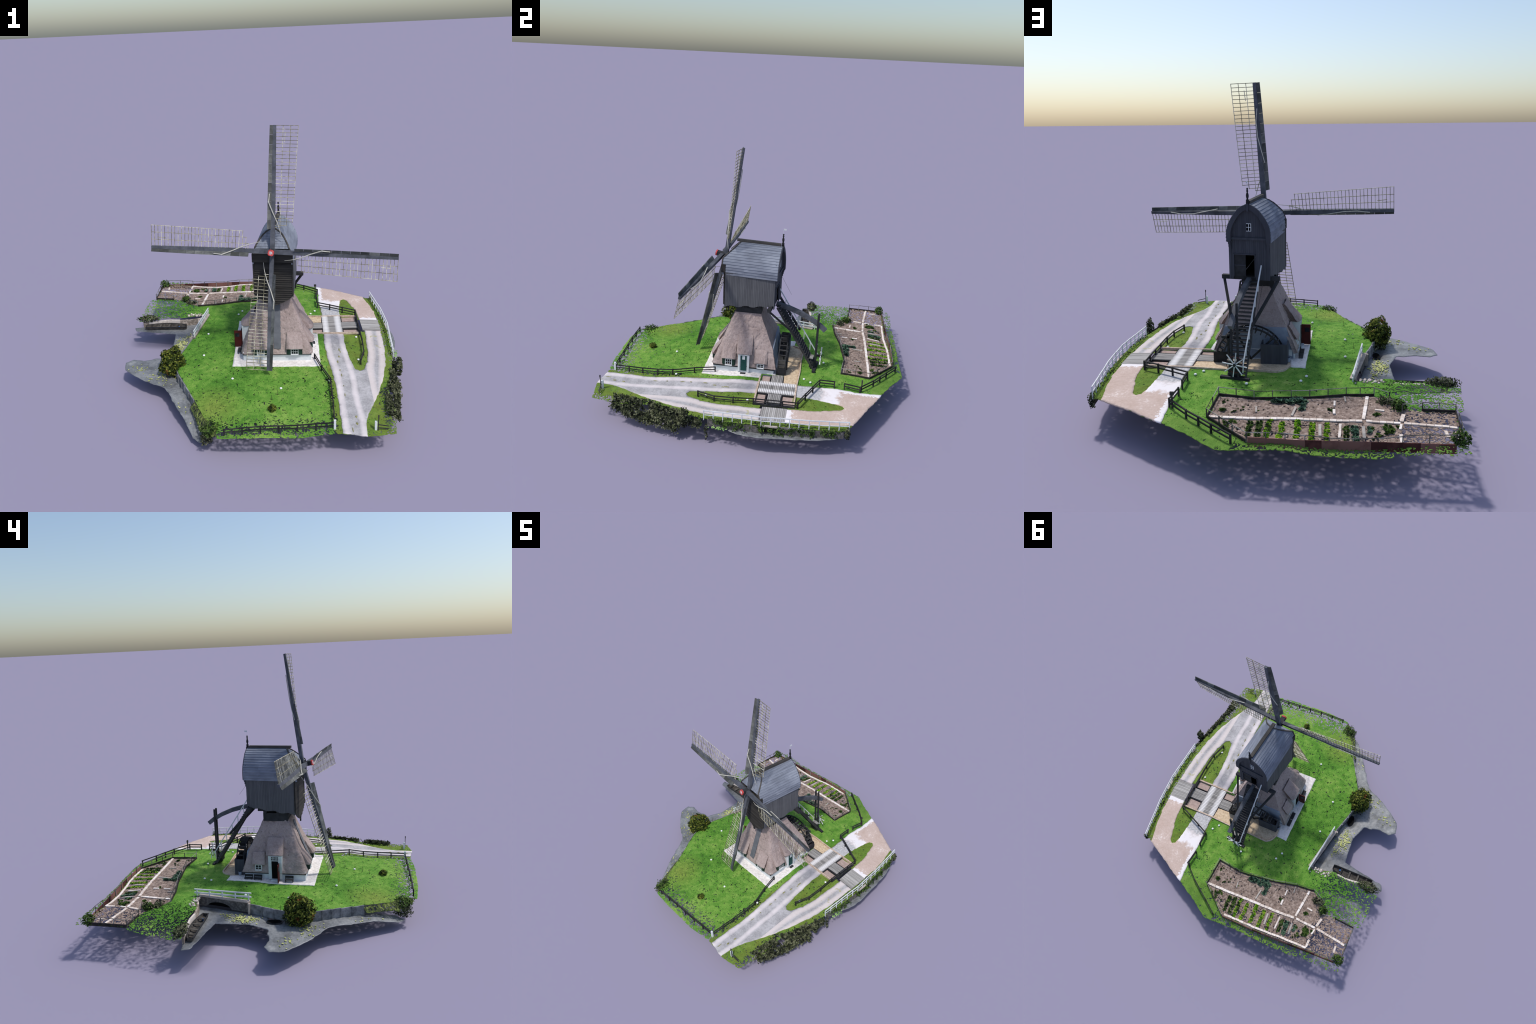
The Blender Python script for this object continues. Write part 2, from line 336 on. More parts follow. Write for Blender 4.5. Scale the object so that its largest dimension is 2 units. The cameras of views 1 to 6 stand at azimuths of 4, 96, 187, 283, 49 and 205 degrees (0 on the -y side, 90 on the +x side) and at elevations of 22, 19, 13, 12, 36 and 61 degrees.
# ------------------------------------------------------------------ terrain
GROUND = np.array([  # spot heights of the yard
    (.405, -.346, .176), (-.15, -.344, .179), (-.148, .24, .190), (.159, -.584, .174), (-.137, -.485, .179), (-.349, -.21, .180),
    (.447, -.93, .166), (.492, -.965, .154), (.617, -.97, .152), (.77, -.95, .148), (.2, -1.0, .142), (-.18, -.99, .120), (-.05, -.93, .160),
    (-.3, -.75, .155), (-.346, -.667, .158), (-.48, -.40, .172), (-.458, .02, .188), (-.39, .37, .186), (.448, .297, .186), (.451, .043, .188),
    (.685, .043, .186), (.68, .30, .186), (.43, .838, .172), (.785, .651, .166), (.624, .602, .178), (.646, -.374, .170), (.238, .767, .169),
    (.03, .924, .170), (-.598, .751, .177), (-.826, .781, .188), (-.848, .969, .180), (.137, .999, .150), (-.4, .985, .150), (-.83, .34, .188),
    (-.92, .3, .148), (.877, -.22, .158), (.85, .625, .164), (.12, .45, .187), (.40, .38, .188), (-.15, .37, .188), (.753, -.17, .160), (.80, -.33, .155), (.85, .0, .165), (.862, .43, .164), (.84, .24, .171), (.84, .11, .170), (.72, .24, .177), (.71, -.08, .170), (.20, .62, .181), (.30, .50, .186), (-.2, .7, .177), (-.4, .65, .178), (.74, -.70, .150), (.70, -.80, .150), (.765, -.60, .151), (.80, -.80, .132), (-.22, -.80, .148), (-.1, -.9, .152), (-.479, -.066, .174), (-.499, -.148, .168), (-.495, -.30, .166), (-.40, -.15, .178), (.12, -.85, .170), (-.1, .55, .180), (.78, -.55, .164), (-.25, .45, .182)])
def gz(x, y):
    x = np.asarray(x, float); y = np.asarray(y, float); sh = x.shape; x = x.ravel(); y = y.ravel()
    out = np.empty_like(x)
    for k in range(0, len(x), 20000):
        d2 = (x[k:k + 20000, None] - GROUND[:, 0]) ** 2 + (y[k:k + 20000, None] - GROUND[:, 1]) ** 2
        w = np.exp(-d2 / (2 * 0.11 ** 2)) + 1e-4 / (d2 + 0.02)
        out[k:k + 20000] = (w * GROUND[:, 2]).sum(1) / w.sum(1)
    return out.reshape(sh)
def G(x, y): return float(gz(np.array([x]), np.array([y]))[0])

def inside(px, py, poly):
    c = np.zeros(len(px), bool); n = len(poly)
    for i in range(n):
        x0, y0 = poly[i]; x1, y1 = poly[(i + 1) % n]
        if y0 == y1: continue
        k = ((y0 > py) != (y1 > py)) & (px < (x1 - x0) * (py - y0) / (y1 - y0) + x0); c ^= k
    return c
def edge_dist(px, py, poly, closed=True):
    d = np.full(len(px), 9.0); n = len(poly)
    for i in range(n if closed else n - 1):
        a = np.array(poly[i]); b = np.array(poly[(i + 1) % n]); ab = b - a
        t = np.clip(((px - a[0]) * ab[0] + (py - a[1]) * ab[1]) / (ab @ ab + 1e-12), 0, 1)
        d = np.minimum(d, np.hypot(px - a[0] - t * ab[0], py - a[1] - t * ab[1]))
    return d

def rough_outline(poly, step, amp, seed):
    out = []; n = len(poly)
    for i in range(n):
        a = np.array(poly[i]); b = np.array(poly[(i + 1) % n]); L = np.linalg.norm(b - a); k = max(1, int(L / step))
        nrm = np.array([-(b - a)[1], (b - a)[0]]) / (L + 1e-9)
        for j in range(k):
            p = a + (b - a) * j / k
            out.append(tuple(p + nrm * amp * (float(fbm(p[0] + .3 * i, p[1], 0.035, seed)) - .5) * 2))
    return out

def sheet(name, poly, mat, parent, spacing=0.01, lift=0.0, zf=None, bumps=0.002, ragged=0.004, pores=None, thick=0.004, cut=None, seed=1, pore_size=0.009, smooth=True):
    """A slab of ground cut to an outline: fine triangles, relief, and optional gaps between tufts."""
    ol = rough_outline(poly, max(spacing, 0.008), ragged, seed)
    P = np.array(ol); x0, y0 = P.min(0); x1, y1 = P.max(0); r = np.random.default_rng(seed)
    gx, gy = np.meshgrid(np.arange(x0, x1, spacing), np.arange(y0, y1, spacing * .866))
    gx = gx + (np.arange(gx.shape[0]) % 2)[:, None] * spacing / 2
    gx = gx.ravel() + r.uniform(-.28, .28, gx.size) * spacing; gy = gy.ravel() + r.uniform(-.28, .28, gy.size) * spacing
    k = inside(gx, gy, ol); gx = gx[k]; gy = gy[k]
    k = edge_dist(gx, gy, ol) > spacing * .45; gx = gx[k]; gy = gy[k]
    pts = [Vector(p) for p in ol] + [Vector(p) for p in zip(gx, gy)]; n = len(ol)
    v, e, f, *_ = delaunay_2d_cdt(pts, [], [list(range(n))], 1, 1e-7)
    V = np.array([tuple(p) for p in v]); F = np.array([t for t in f if len(t) == 3])
    a = V[F]; area = (a[:, 1, 0] - a[:, 0, 0]) * (a[:, 2, 1] - a[:, 0, 1]) - (a[:, 1, 1] - a[:, 0, 1]) * (a[:, 2, 0] - a[:, 0, 0])
    F[area < 0] = F[area < 0][:, ::-1]
    c = V[F].mean(1); keep = np.ones(len(F), bool)
    if cut is not None: keep &= ~cut(c[:, 0], c[:, 1])
    if pores is not None:
        q = pores(c[:, 0], c[:, 1])
        nz = 0.72 * vnoise(c[:, 0], c[:, 1], pore_size, seed + 5) + 0.28 * vnoise(c[:, 0], c[:, 1], pore_size * 3.2, seed + 9)
        rank = np.argsort(np.argsort(nz)) / len(nz)
        keep &= rank >= q
    F = F[keep]
    z = (zf(V[:, 0], V[:, 1]) if zf else gz(V[:, 0], V[:, 1])) + lift
    z = z + bumps * 2 * (fbm(V[:, 0], V[:, 1], 0.03, seed + 3) - .5)
    used = np.unique(F); remap = -np.ones(len(V), int); remap[used] = np.arange(len(used))
    o = mesh_obj(name, np.c_[V, z][used], [tuple(int(i) for i in t) for t in remap[F]], mat, parent, smooth)
    if thick:
        m = o.modifiers.new("thickness", "SOLIDIFY"); m.thickness = thick; m.offset = -1
    return o

YARD = empty("mill_yard", (0, 0, 0.17))
YARD["label"] = "grassy mill yard with gravel drive, pond, garden and fences"; YARD["category"] = "garden"

LAWN = [(-.18, -.985), (0, -.995), (.262, -.992), (.484, -.967), (.616, -.985), (.770, -.955), (.790, -.86), (.800, -.76), (.790, -.66), (.795, -.545), (.845, -.36), (.874, -.22), (.886, -.05),
        (.893, .12), (.88, .34), (.848, .63), (.785, .652), (.643, .725), (.525, .794), (.433, .838), (.3, .911), (.15, .995), (-.127, .985), (-.365, .989),
        (-.587, .975), (-.813, .975), (-.85, .955), (-.84, .85), (-.846, .65), (-.884, .609), (-.898, .50), (-.912, .39), (-.925, .30), (-.87, .30), (-.685, .33),
        (-.592, .317), (-.538, .324), (-.43, .362), (-.394, .355), (-.457, .016), (-.513, -.196), (-.5, -.365), (-.478, -.414), (-.394, -.58), (-.346, -.667), (-.3, -.76), (-.265, -.83), (-.20, -.90)]
ROAD_S = [(.488, -.966), (.49, -.758), (.487, -.558), (.471, -.381), (.452, -.206), (.445, -.058), (.449, .047), (.583, .047), (.583, -.08), (.597, -.255), (.62, -.371), (.644, -.388), (.671, -.372),
          (.703, -.286), (.721, -.166), (.733, .05), (.733, .103), (.845, .103), (.838, -.142), (.809, -.34), (.773, -.476), (.721, -.627), (.679, -.721), (.643, -.796), (.622, -.90), (.617, -.984), (.55, -.975)]
ROAD_N = [(.449, .289), (.452, .36), (.441, .54), (.445, .70), (.432, .84), (.525, .797), (.643, .729), (.785, .655), (.818, .525), (.838, .40), (.841, .255), (.716, .25), (.707, .38), (.69, .47), (.655, .585), (.635, .602), (.612, .59), (.597, .53), (.585, .41), (.578, .289)]
PAD = [(.407, -.347), (.406, .045), (.35, .05), (.35, .146), (-.06, .146), (-.07, .235), (-.148, .242), (-.150, -.345)]
BRICK = [(.443, .291), (.441, .207), (.345, .203), (.345, .14), (-.066, .14), (-.068, .229), (-.042, .278), (-.009, .303), (.146, .297), (.282, .300)]
GARDEN = [(.236, .577), (.245, .770), (.04, .935), (-.20, .935), (-.59, .912), (-.79, .905), (-.836, .885), (-.84, .638), (-.699, .63), (-.640, .62), (-.492, .507), (-.362, .522), (-.194, .564), (.063, .599)]
BRIDGE = [(.345, .047), (.69, .047), (.69, .295), (.345, .295)]

def lawn_cut(x, y):
    c = np.zeros(len(x), bool)
    for P, m in ((ROAD_S, .014), (ROAD_N, .014), (PAD, .012), (BRICK, .012), (GARDEN, .006), (BRIDGE, .012)):
        c |= inside(x, y, P) & (edge_dist(x, y, P) > m)
    c |= (x > .70) & (x < .845) & (y > .09) & (y < .26)
    return c
def sm(a, b, t): t = np.clip((t - a) / (b - a), 0, 1); return t * t * (3 - 2 * t)
def lawn_pores(x, y):
    p = 0.055 + 0 * x
    p = np.maximum(p, .44 * sm(-.80, -.92, y) * (x < .46) * sm(-.985, -.95, y) + .12 * sm(-.90, -.96, y) * (x < .46))
    p = np.maximum(p, .30 * sm(.36, .45, x) * (y < -.45) * (x < .47))
    p = np.maximum(p, .55 * sm(-.10, -.26, x) * sm(-.75, -.88, y))
    p = np.where((y > .3) & (x > -.42), .035, p)
    p = np.maximum(p, (.30 + .45 * sm(-.1, -.6, x)) * (y > .915) * (x < .1))
    p = np.maximum(p, (.33 + .40 * sm(-.55, -.86, x)) * sm(-.42, -.60, x) * (y > .25))
    p = np.maximum(p, .50 * sm(.70, .76, x) * (y < -.55)); p = np.maximum(p, .22 * (x > .84))
    return p
sheet("lawn", LAWN, "lawn", YARD, spacing=0.0046, bumps=.0028, ragged=.006, pores=lawn_pores, cut=lawn_cut, thick=.002, seed=11, pore_size=.0055)
sheet("gravel_road", ROAD_S, "road", YARD, spacing=.011, lift=.003, bumps=.0012, ragged=.006, thick=.006, seed=21)
sheet("gravel_road", ROAD_N, "road_n", YARD, spacing=.011, lift=.003, bumps=.0012, ragged=.006, thick=.006, seed=22)
sheet("gravel_terrace", PAD, "pad", YARD, spacing=.012, lift=.0035, bumps=.001, ragged=.003, thick=.007, seed=23)
sheet("brick_terrace", BRICK, "brick", YARD, spacing=.012, lift=.002, bumps=.0005, ragged=.0008, thick=.008, seed=24)
kb = MB()
kp = [(.443, .294), (.282, .302), (.146, .299), (.03, .305), (-.009, .306), (-.030, .294), (-.046, .278), (-.068, .229)]
for a, b in zip(kp[:-1], kp[1:]): kb.beam((*a, G(*a) + .004), (*b, G(*b) + .004), .008, .012)
kb.obj("kerb", "kerb", YARD)

def soil_pores(x, y):
    p = .045 + .36 * sm(-.54, -.66, x) + .13 * sm(.745, .80, y) * (x < .3)
    return np.minimum(p + .15 * sm(.15, .22, x) * (y > .77), .5)
sheet("garden_bed", GARDEN, "soil", YARD, spacing=.0046, lift=.001, bumps=.004, ragged=.003, pores=soil_pores, thick=.002, seed=31, pore_size=.0055)

# weeds between the wheel tracks
tb = MB()
for (x, y) in [(.543, -.175), (.53, -.23), (.517, -.294), (.524, -.389), (.529, -.444), (.532, -.545), (.532, -.624), (.574, -.824), (.572, -.885), (.544, -.94), (.538, -.15)]:
    n = 12; L = random.uniform(.008, .026); w = random.uniform(.003, .007); z = G(x, y) + .004
    ring = [(x + w * math.cos(a) * random.uniform(.6, 1.2), y + L * math.sin(a) * random.uniform(.7, 1.1), z) for a in [2 * math.pi * k / n for k in range(n)]]
    tb.add(ring + [(x, y, z + .004)], [(k, (k + 1) % n, n) for k in range(n)])
tb.obj("road_weeds", "turf_clump", YARD, stuff=True)

# ------------------------------------------------------------------ bridges over the ditch
BR = empty("ditch_bridge", (.52, .17, .18), YARD)
zb = .190
for i in range(21):
    y = .055 + i * .0112 + .0056
    bar("deck_plank", "deck", (.447, y, zb + random.uniform(-.0008, .0008)), (.581, y, zb), .0088, .008, BR)
for i in range(8):
    y = .124 + i * .0103 + .005
    bar("deck_plank", "deck", (.583, y, zb - .003), (.688, y, zb - .003 + random.uniform(-.001, .001)), .0084, .007, BR)
    y = .122 + i * .0095 + .005
    bar("deck_plank", "deck", (.352, y, zb - .003), (.444, y, zb - .003), .0078, .007, BR)
for i in range(14):
    y = .104 + i * .0108 + .0054
    bar("deck_plank", "deck_pale", (.722 - .006 * i / 14, y, .180), (.846, y, .174), .0094, .007, BR)
for y in (.047, .293):
    bar("bridge_kerb", "kerb", (.40 if y < .1 else .44, y, .189), (.692, y, .189), .010, .014, BR)
pf = MB()
for x0, x1, y0, y1 in ((.588, .686, .054, .108), (.588, .686, .218, .286), (.365, .442, .054, .112)):
    pf.box(x0, x1, y0, y1, .172, .1805)
pf.obj("bridge_pit_floor", "pinkbox", BR)
for x0, x1, y in ((.583, .690, .114), (.583, .690, .211), (.365, .445, .116), (.345, .446, .202)):
    bar("bridge_beam", "dark", (x0, y, .181), (x1, y, .183), .004, .014, BR)
bar("bridge_beam", "dark", (.585, .054, .181), (.585, .114, .181), .006, .02, BR)
bar("bridge_beam", "dark", (.585, .211, .181), (.585, .288, .181), .006, .02, BR)
bar("bridge_beam", "dark", (.694, .045, .176), (.694, .300, .176), .012, .018, BR)

# ------------------------------------------------------------------ ponds
def pond_z(x, y): return np.interp(y, [-.95, -.88, -.72, -.5, -.1, .3], [.045, .05, .093, .112, .118, .119])
WATER_W = [(-.285, -.905), (-.335, -.87), (-.385, -.779), (-.44, -.69), (-.492, -.60), (-.563, -.475), (-.679, -.415), (-.80, -.335), (-.868, -.27), (-.885, -.185), (-.842, -.155), (-.765, -.165), (-.70, -.145), (-.645, -.135), (-.625, -.08), (-.60, -.013),
           (-.612, .19), (-.838, .232), (-.92, .245), (-.935, .29), (-.86, .305), (-.685, .33), (-.55, .325), (-.42, .35), (-.40, .34), (-.462, .016), (-.518, -.196), (-.505, -.365), (-.482, -.414), (-.398, -.58), (-.35, -.667), (-.30, -.76), (-.255, -.85)]
sheet("pond_water", WATER_W, "water", YARD, spacing=.009, zf=lambda x, y: pond_z(x, y) - .045 * np.exp(-(((x + .53) / .03) ** 2 + ((y + .15) / .05) ** 2)), bumps=.0025, ragged=.007, thick=.003, seed=41)
WATER_E = [(.903, -.07), (.932, .0), (.938, .06), (.937, .13), (.918, .32), (.895, .47), (.868, .56), (.86, .55), (.87, .34), (.885, .12), (.875, -.06)]
sheet("ditch_water", WATER_E, "water", YARD, spacing=.012, zf=lambda x, y: .118 + 0 * x, bumps=.002, ragged=.006, thick=.003, seed=42)

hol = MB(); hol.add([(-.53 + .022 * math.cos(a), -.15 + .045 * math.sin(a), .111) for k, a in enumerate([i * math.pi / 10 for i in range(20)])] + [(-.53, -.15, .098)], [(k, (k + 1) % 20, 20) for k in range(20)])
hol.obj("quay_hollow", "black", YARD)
def scatter_pads(name, mat, centres, parent, zf, poly=None):
    b = MB()
    for (cx, cy, sx, sy, n) in centres:
        for _ in range(n):
            x = cx + random.gauss(0, sx); y = cy + random.gauss(0, sy); r = random.uniform(.002, .0065)
            if poly and (not inside(np.array([x]), np.array([y]), poly)[0] or edge_dist(np.array([x]), np.array([y]), poly)[0] < .01): continue
            z = float(zf(np.array([x]), np.array([y]))[0]) + .0042 + random.uniform(0, .001)
            ring = [(x + r * random.uniform(.7, 1.2) * math.cos(a), y + r * random.uniform(.7, 1.2) * math.sin(a), z) for a in [k * math.pi / 4 for k in range(8)]]
            b.add(ring + [(p[0], p[1], p[2] - .0016) for p in ring], [tuple(range(8)), tuple(range(15, 7, -1))] + [(k, k + 8, (k + 1) % 8 + 8, (k + 1) % 8) for k in range(8)])
    return b.obj(name, mat, parent, stuff=True)
scatter_pads("lily_pads", "lily", [(-.545, .03, .030, .045, 150), (-.52, .12, .012, .03, 20), (-.66, -.33, .035, .03, 22), (-.77, -.27, .03, .03, 22), (-.60, -.38, .03, .03, 18), (-.45, -.61, .03, .05, 7), (-.41, -.70, .01, .02, 4), (-.36, -.78, .006, .01, 3)], YARD, pond_z, WATER_W)
scatter_pads("lily_pads", "lily_green", [(.905, -.13, .010, .03, 30)], YARD, lambda x, y: .125 + 0 * x)

# quay wall of concrete panels along the pond
QUAY = empty("quay_wall", (-.45, -.3, .13), YARD)
qp = [(-.458, .012), (-.500, -.14), (-.514, -.21), (-.506, -.365), (-.478, -.43), (-.42, -.535), (-.385, -.60), (-.350, -.667)]
for (a, b) in zip(qp[:-1], qp[1:]):
    L = math.dist(a, b); k = max(1, round(L / .075))
    for i in range(k):
        p = [a[j] + (b[j] - a[j]) * i / k for j in (0, 1)]; q = [a[j] + (b[j] - a[j]) * (i + 1) / k for j in (0, 1)]
        zt = (G(*p) + G(*q)) / 2 + .002; zl = float(pond_z(0, (p[1] + q[1]) / 2)) - .004
        bar("quay_panel", "concrete", (*p, (zt + zl) / 2), (*q, (zt + zl) / 2), .006, zt - zl, QUAY)
        bar("quay_post", "concrete", (p[0] - .005, p[1], zl), (p[0] - .005, p[1], zt + .003), .007, .007, QUAY, (0, 1, 0))

# masonry arch bridge at the head of the pond
SB = empty("stone_bridge", (-.43, .18, .13), YARD)
A = Vector((-.462, .014, 0)); B = Vector((-.398, .352, 0)); dirv = (B - A); nx = Vector((-dirv.y, dirv.x, 0)).normalized() 
nL = 28; vs = []; fs = []
for side in (0, .02):
    for i in range(nL + 1):
        t = i / nL; p = A + dirv * t - nx * 0 + Vector((1, -.19, 0)).normalized() * side
        d = abs(t - .60) / .24; low = .125 + (.036 * math.sqrt(max(0, 1 - d * d)) if d < 1 else 0)
        vs += [(p.x, p.y, low), (p.x, p.y, .190)]
for i in range(nL):
    a = 2 * i; b = a + 2 * (nL + 1)
    fs += [(a, a + 1, a + 3, a + 2), (b, b + 2, b + 3, b + 1), (a, a + 2, b + 2, b), (a + 1, b + 1, b + 3, a + 3)]
e = 2 * nL; f2 = 2 * (nL + 1)
fs += [(0, f2, f2 + 1, 1), (e, e + 1, f2 + e + 1, f2 + e)]
mesh_obj("bridge_wall", vs, fs, "stone", SB)
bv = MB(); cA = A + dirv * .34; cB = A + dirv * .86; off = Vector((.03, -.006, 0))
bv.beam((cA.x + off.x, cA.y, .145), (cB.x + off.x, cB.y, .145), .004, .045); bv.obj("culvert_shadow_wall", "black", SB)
bar("bridge_coping", "cope", (A.x + .006, A.y, .192), (B.x + .006, B.y, .192), .030, .007, SB)
for off in (0, .01):
    bar("bridge_edge", "cope", (A.x - .002 - off, A.y, .120), (A.x - .002 - off, A.y, .188), .010, .012, SB, (0, 1, 0))

RW = empty("white_railing", (-.42, .19, .19), YARD)
p0 = Vector((-.445, .010, .243)); p1 = Vector((-.392, .378, .228))
for i in range(5):
    p = p0.lerp(p1, .03 + .94 * i / 4)
    bar("railing_post", "white", (p.x, p.y, .180), (p.x, p.y, p.z), .007, .007, RW, (0, 1, 0))
bar("railing_rail", "white", p0 - Vector((0, .006, 0)), p1 + Vector((0, .006, 0)), .007, .007, RW)
bar("railing_rail", "white", p0 - Vector((.001, .006, .024)), p1 + Vector((0, .006, -.022)), .005, .010, RW)

# pale retaining wall and rubble beside the boat
RT = empty("bank_wall", (-.65, .32, .14), YARD)
rp = [(-.415, .358), (-.47, .338), (-.54, .324), (-.60, .318), (-.66, .324), (-.72, .318), (-.78, .308), (-.83, .302), (-.872, .297)]
for a, b in zip(rp[:-1], rp[1:]):
    bar("wall_stone", "rubble", (*a, .143), (*b, .141), .012, .044 + random.uniform(-.006, .006), RT)
def rock_mesh():
    bm = bmesh.new(); bmesh.ops.create_icosphere(bm, subdivisions=1, radius=1)
    for v in bm.verts: v.co *= random.uniform(.7, 1.15)
    me = bpy.data.meshes.new("rubble_rock"); bm.to_mesh(me); bm.free(); me.materials.append(MT["rubble"]); return me
rock = rock_mesh()
for i in range(34):
    x = random.uniform(-.55, -.405); y = .365 - (x + .405) * -.12 + random.uniform(-.022, .022); s = random.uniform(.005, .011)
    inst("rubble_rock", rock, Matrix.Translation((x, y, G(x, y) + .001)) @ Matrix.Rotation(random.uniform(0, 6), 4, "Z") @ Matrix.Diagonal((s, s * random.uniform(.7, 1.3), s * .7, 1)), RT)

# rowing boat moored by the bank
BOAT = empty("rowing_boat", (-.695, .275, .13)); BOAT["label"] = "old dark wooden rowing boat moored at the bank"; BOAT["category"] = "boat"
def boat_hull():
    n = 14; sec = []
    for i in range(n + 1):
        t = i / n; x = -.848 + t * .302; yc = .266 + .012 * math.sin(t * 3.1)
        w = .028 * (math.sin(math.pi * (0.10 + .80 * t))) ** .6 + .003
        sec.append([(x, yc - w, .146), (x, yc - w * .75, .127), (x, yc, .122), (x, yc + w * .75, .127), (x, yc + w, .146)])
    vs = [p for s in sec for p in s]; m = 5
    fs = [(i * m + k, i * m + k + 1, (i + 1) * m + k + 1, (i + 1) * m + k) for i in range(n) for k in range(4)]
    fs += [(0, 1, 2, 3, 4), tuple(n * m + k for k in (4, 3, 2, 1, 0))]
    o = mesh_obj("hull", vs, fs, "boat", BOAT)
    m = o.modifiers.new("planking", "SOLIDIFY"); m.thickness = .004; m.offset = 0
    return sec
sec = boat_hull()
for k in (2, 5, 8, 11):
    s = sec[k]; bar("thwart", "boat", (s[0][0], s[0][1] + .002, .140), (s[4][0], s[4][1] - .002, .140), .012, .003, BOAT)
for k in (0, 4):
    bb = MB(); bb.tube([Vector(s[k]) for s in sec], .0032, 5); bb.obj("gunwale", "dark", BOAT)
bb = MB(); bb.box(-.605, -.596, .263, .274, .128, .138); bb.obj("blue_cover", "blue", BOAT)

# ------------------------------------------------------------------ fences
def fence(name, pts, mat, parent, post_h=.040, rails=((.038, .005, .0058), (.020, .0045, .005)), gap=.098, post_w=.0075, lift=0):
    E = empty(name, (pts[0][0], pts[0][1], G(*pts[0])), parent)
    P = [Vector((p[0], p[1], G(p[0], p[1]) + lift)) for p in pts]
    for a, b in zip(P[:-1], P[1:]):
        k = max(1, round((b - a).length / gap))
        for i in range(k + (b == P[-1])):
            q = a.lerp(b, i / k); q.z = G(q.x, q.y) + lift
            bar(name + "_post", mat, q - Vector((0, 0, .006)), q + Vector((0, 0, post_h + random.uniform(0, .003))), post_w, post_w, E, (b - a).normalized())
        for i in range(k):
            q = a.lerp(b, i / k); r = a.lerp(b, (i + 1) / k); q.z = G(q.x, q.y) + lift; r.z = G(r.x, r.y) + lift
            for h, w, t in rails:
                j = Vector((0, 0, h + random.uniform(-.001, .001)))
                bar(name + "_rail", mat, q + j, r + j, w, t, E)
    return E
fence("timber_fence", [(-.144, -.962), (.15, -.948), (.447, -.928)], "fence", YARD)
fence("timber_fence", [(.372, -.262), (.408, -.395), (.455, -.53), (.454, -.736), (.449, -.925)], "fence", YARD)
fence("timber_fence", [(.660, -.310), (.692, -.20), (.697, -.08), (.694, .045), (.694, .315)], "fence", YARD)
fence("timber_fence", [(.692, .318), (.426, .440), (.425, .535)], "fence", YARD, post_h=.048, rails=((.046, .006, .006), (.026, .005, .006)))
fence("timber_fence", [(.424, .600), (.438, .70), (.334, .790), (.20, .883), (.103, .952)], "fence", YARD, post_h=.044, rails=((.042, .006, .006), (.022, .005, .006)))
fence("white_railing", [(.877, -.222), (.884, -.05), (.892, .12), (.878, .34), (.838, .63)], "white", YARD, post_h=.058, rails=((.057, .0052, .0052), (.030, .0032, .004)), gap=.062, post_w=.005)
wp = MB(); wp.box(.443, .455, -.934, -.922, .155, .214); wp.box(.660, .672, -.934, -.922, .145, .205); wp.obj("gate_post", "white", YARD)
sp = MB(); sp.beam((.677, -.934, .15), (.677, -.937, .25), .004, .004, (0, 1, 0)); sp.box(.674, .680, -.94, -.934, .235, .25)
sp.beam((.68, -.93, .185), (.735, -.925, .172), .004, .004); sp.beam((.68, -.93, .165), (.735, -.925, .156), .004, .004)
sp.beam((.421, .71, .17), (.421, .71, .245), .007, .007, (0, 1, 0)); sp.box(.412, .430, .706, .714, .240, .257); sp.obj("sign_post", "fence", YARD)

# garden: thin wire fence, edging boards, rust-brown board wall
gp = GARDEN
fence("garden_fence", [(.236, .577), (.063, .599), (-.194, .564), (-.362, .522), (-.492, .507), (-.560, .545)], "fence_thin", YARD, post_h=.044, rails=((.043, .0025, .0025),), gap=.085, post_w=.004)
fence("garden_fence", [(.236, .577), (.247, .77), (.04, .937)], "fence_thin", YARD, post_h=.044, rails=((.043, .0025, .0025),), gap=.085, post_w=.004)
fence("garden_fence", [(.04, .937), (-.20, .937), (-.59, .914), (-.80, .905)], "fence_thin", YARD, post_h=.046, rails=((.045, .0028, .0028),), gap=.09, post_w=.004)
fence("garden_fence", [(-.836, .88), (-.842, .64), (-.70, .628), (-.61, .65)], "fence_thin", YARD, post_h=.042, rails=((.041, .0025, .0025),), gap=.08, post_w=.004)
GE = empty("garden_edging", (-.3, .75, .17), YARD)
for a, b in [((.236, .577), (.063, .599)), ((.063, .599), (-.194, .564)), ((-.194, .564), (-.362, .522)), ((-.362, .522), (-.492, .507)), ((.236, .577), (.247, .77)), ((.247, .77), (.04, .937)), ((-.84, .64), (-.699, .63)), ((-.842, .64), (-.838, .885))]:
    za, zb2 = G(*a), G(*b); bar("edging_board", "edging", (*a, za + .002), (*b, zb2 + .002), .005, .020, GE)
npn = 10; wall_pts = [(.035, .940), (-.20, .940), (-.40, .930), (-.59, .918), (-.80, .909)]
for a, b in zip(wall_pts[:-1], wall_pts[1:]):
    for i in range(3):
        p = [a[j] + (b[j] - a[j]) * i / 3 for j in (0, 1)]; q = [a[j] + (b[j] - a[j]) * (i + 1) / 3 - (.001 if j == 0 else 0) for j in (0, 1)]
        bar("wall_board", "brownwall", (*p, .168), (*q, .169), .004, .042, GE)

# garden paths of concrete slabs
PA = empty("garden_path", (-.3, .75, .17), YARD)
def slabs(a, b, w, mat="slab", name="path_slab", step=.03, lift=.004):
    a = Vector(a); b = Vector(b); L = (b - a).length; k = max(1, round(L / step)); d = (b - a) / k
    for i in range(k):
        p = a + d * i; q = a + d * (i + .95); j = random.uniform(-.0012, .0012)
        bar(name, mat, (p.x, p.y + j, G(p.x, p.y) + lift), (q.x, q.y + j, G(q.x, q.y) + lift), w * random.uniform(.88, 1.0), .005, PA)
slabs((.238, .767), (-.036, .760), .017); slabs((-.036, .760), (-.323, .752), .017); slabs((-.323, .752), (-.434, .742), .017)
slabs((-.45, .743), (-.596, .748), .015); slabs((-.61, .748), (-.827, .778), .015)
slabs((.030, .921), (-.21, .917), .014); slabs((-.21, .917), (-.398, .902), .014); slabs((-.398, .902), (-.592, .898), .014)
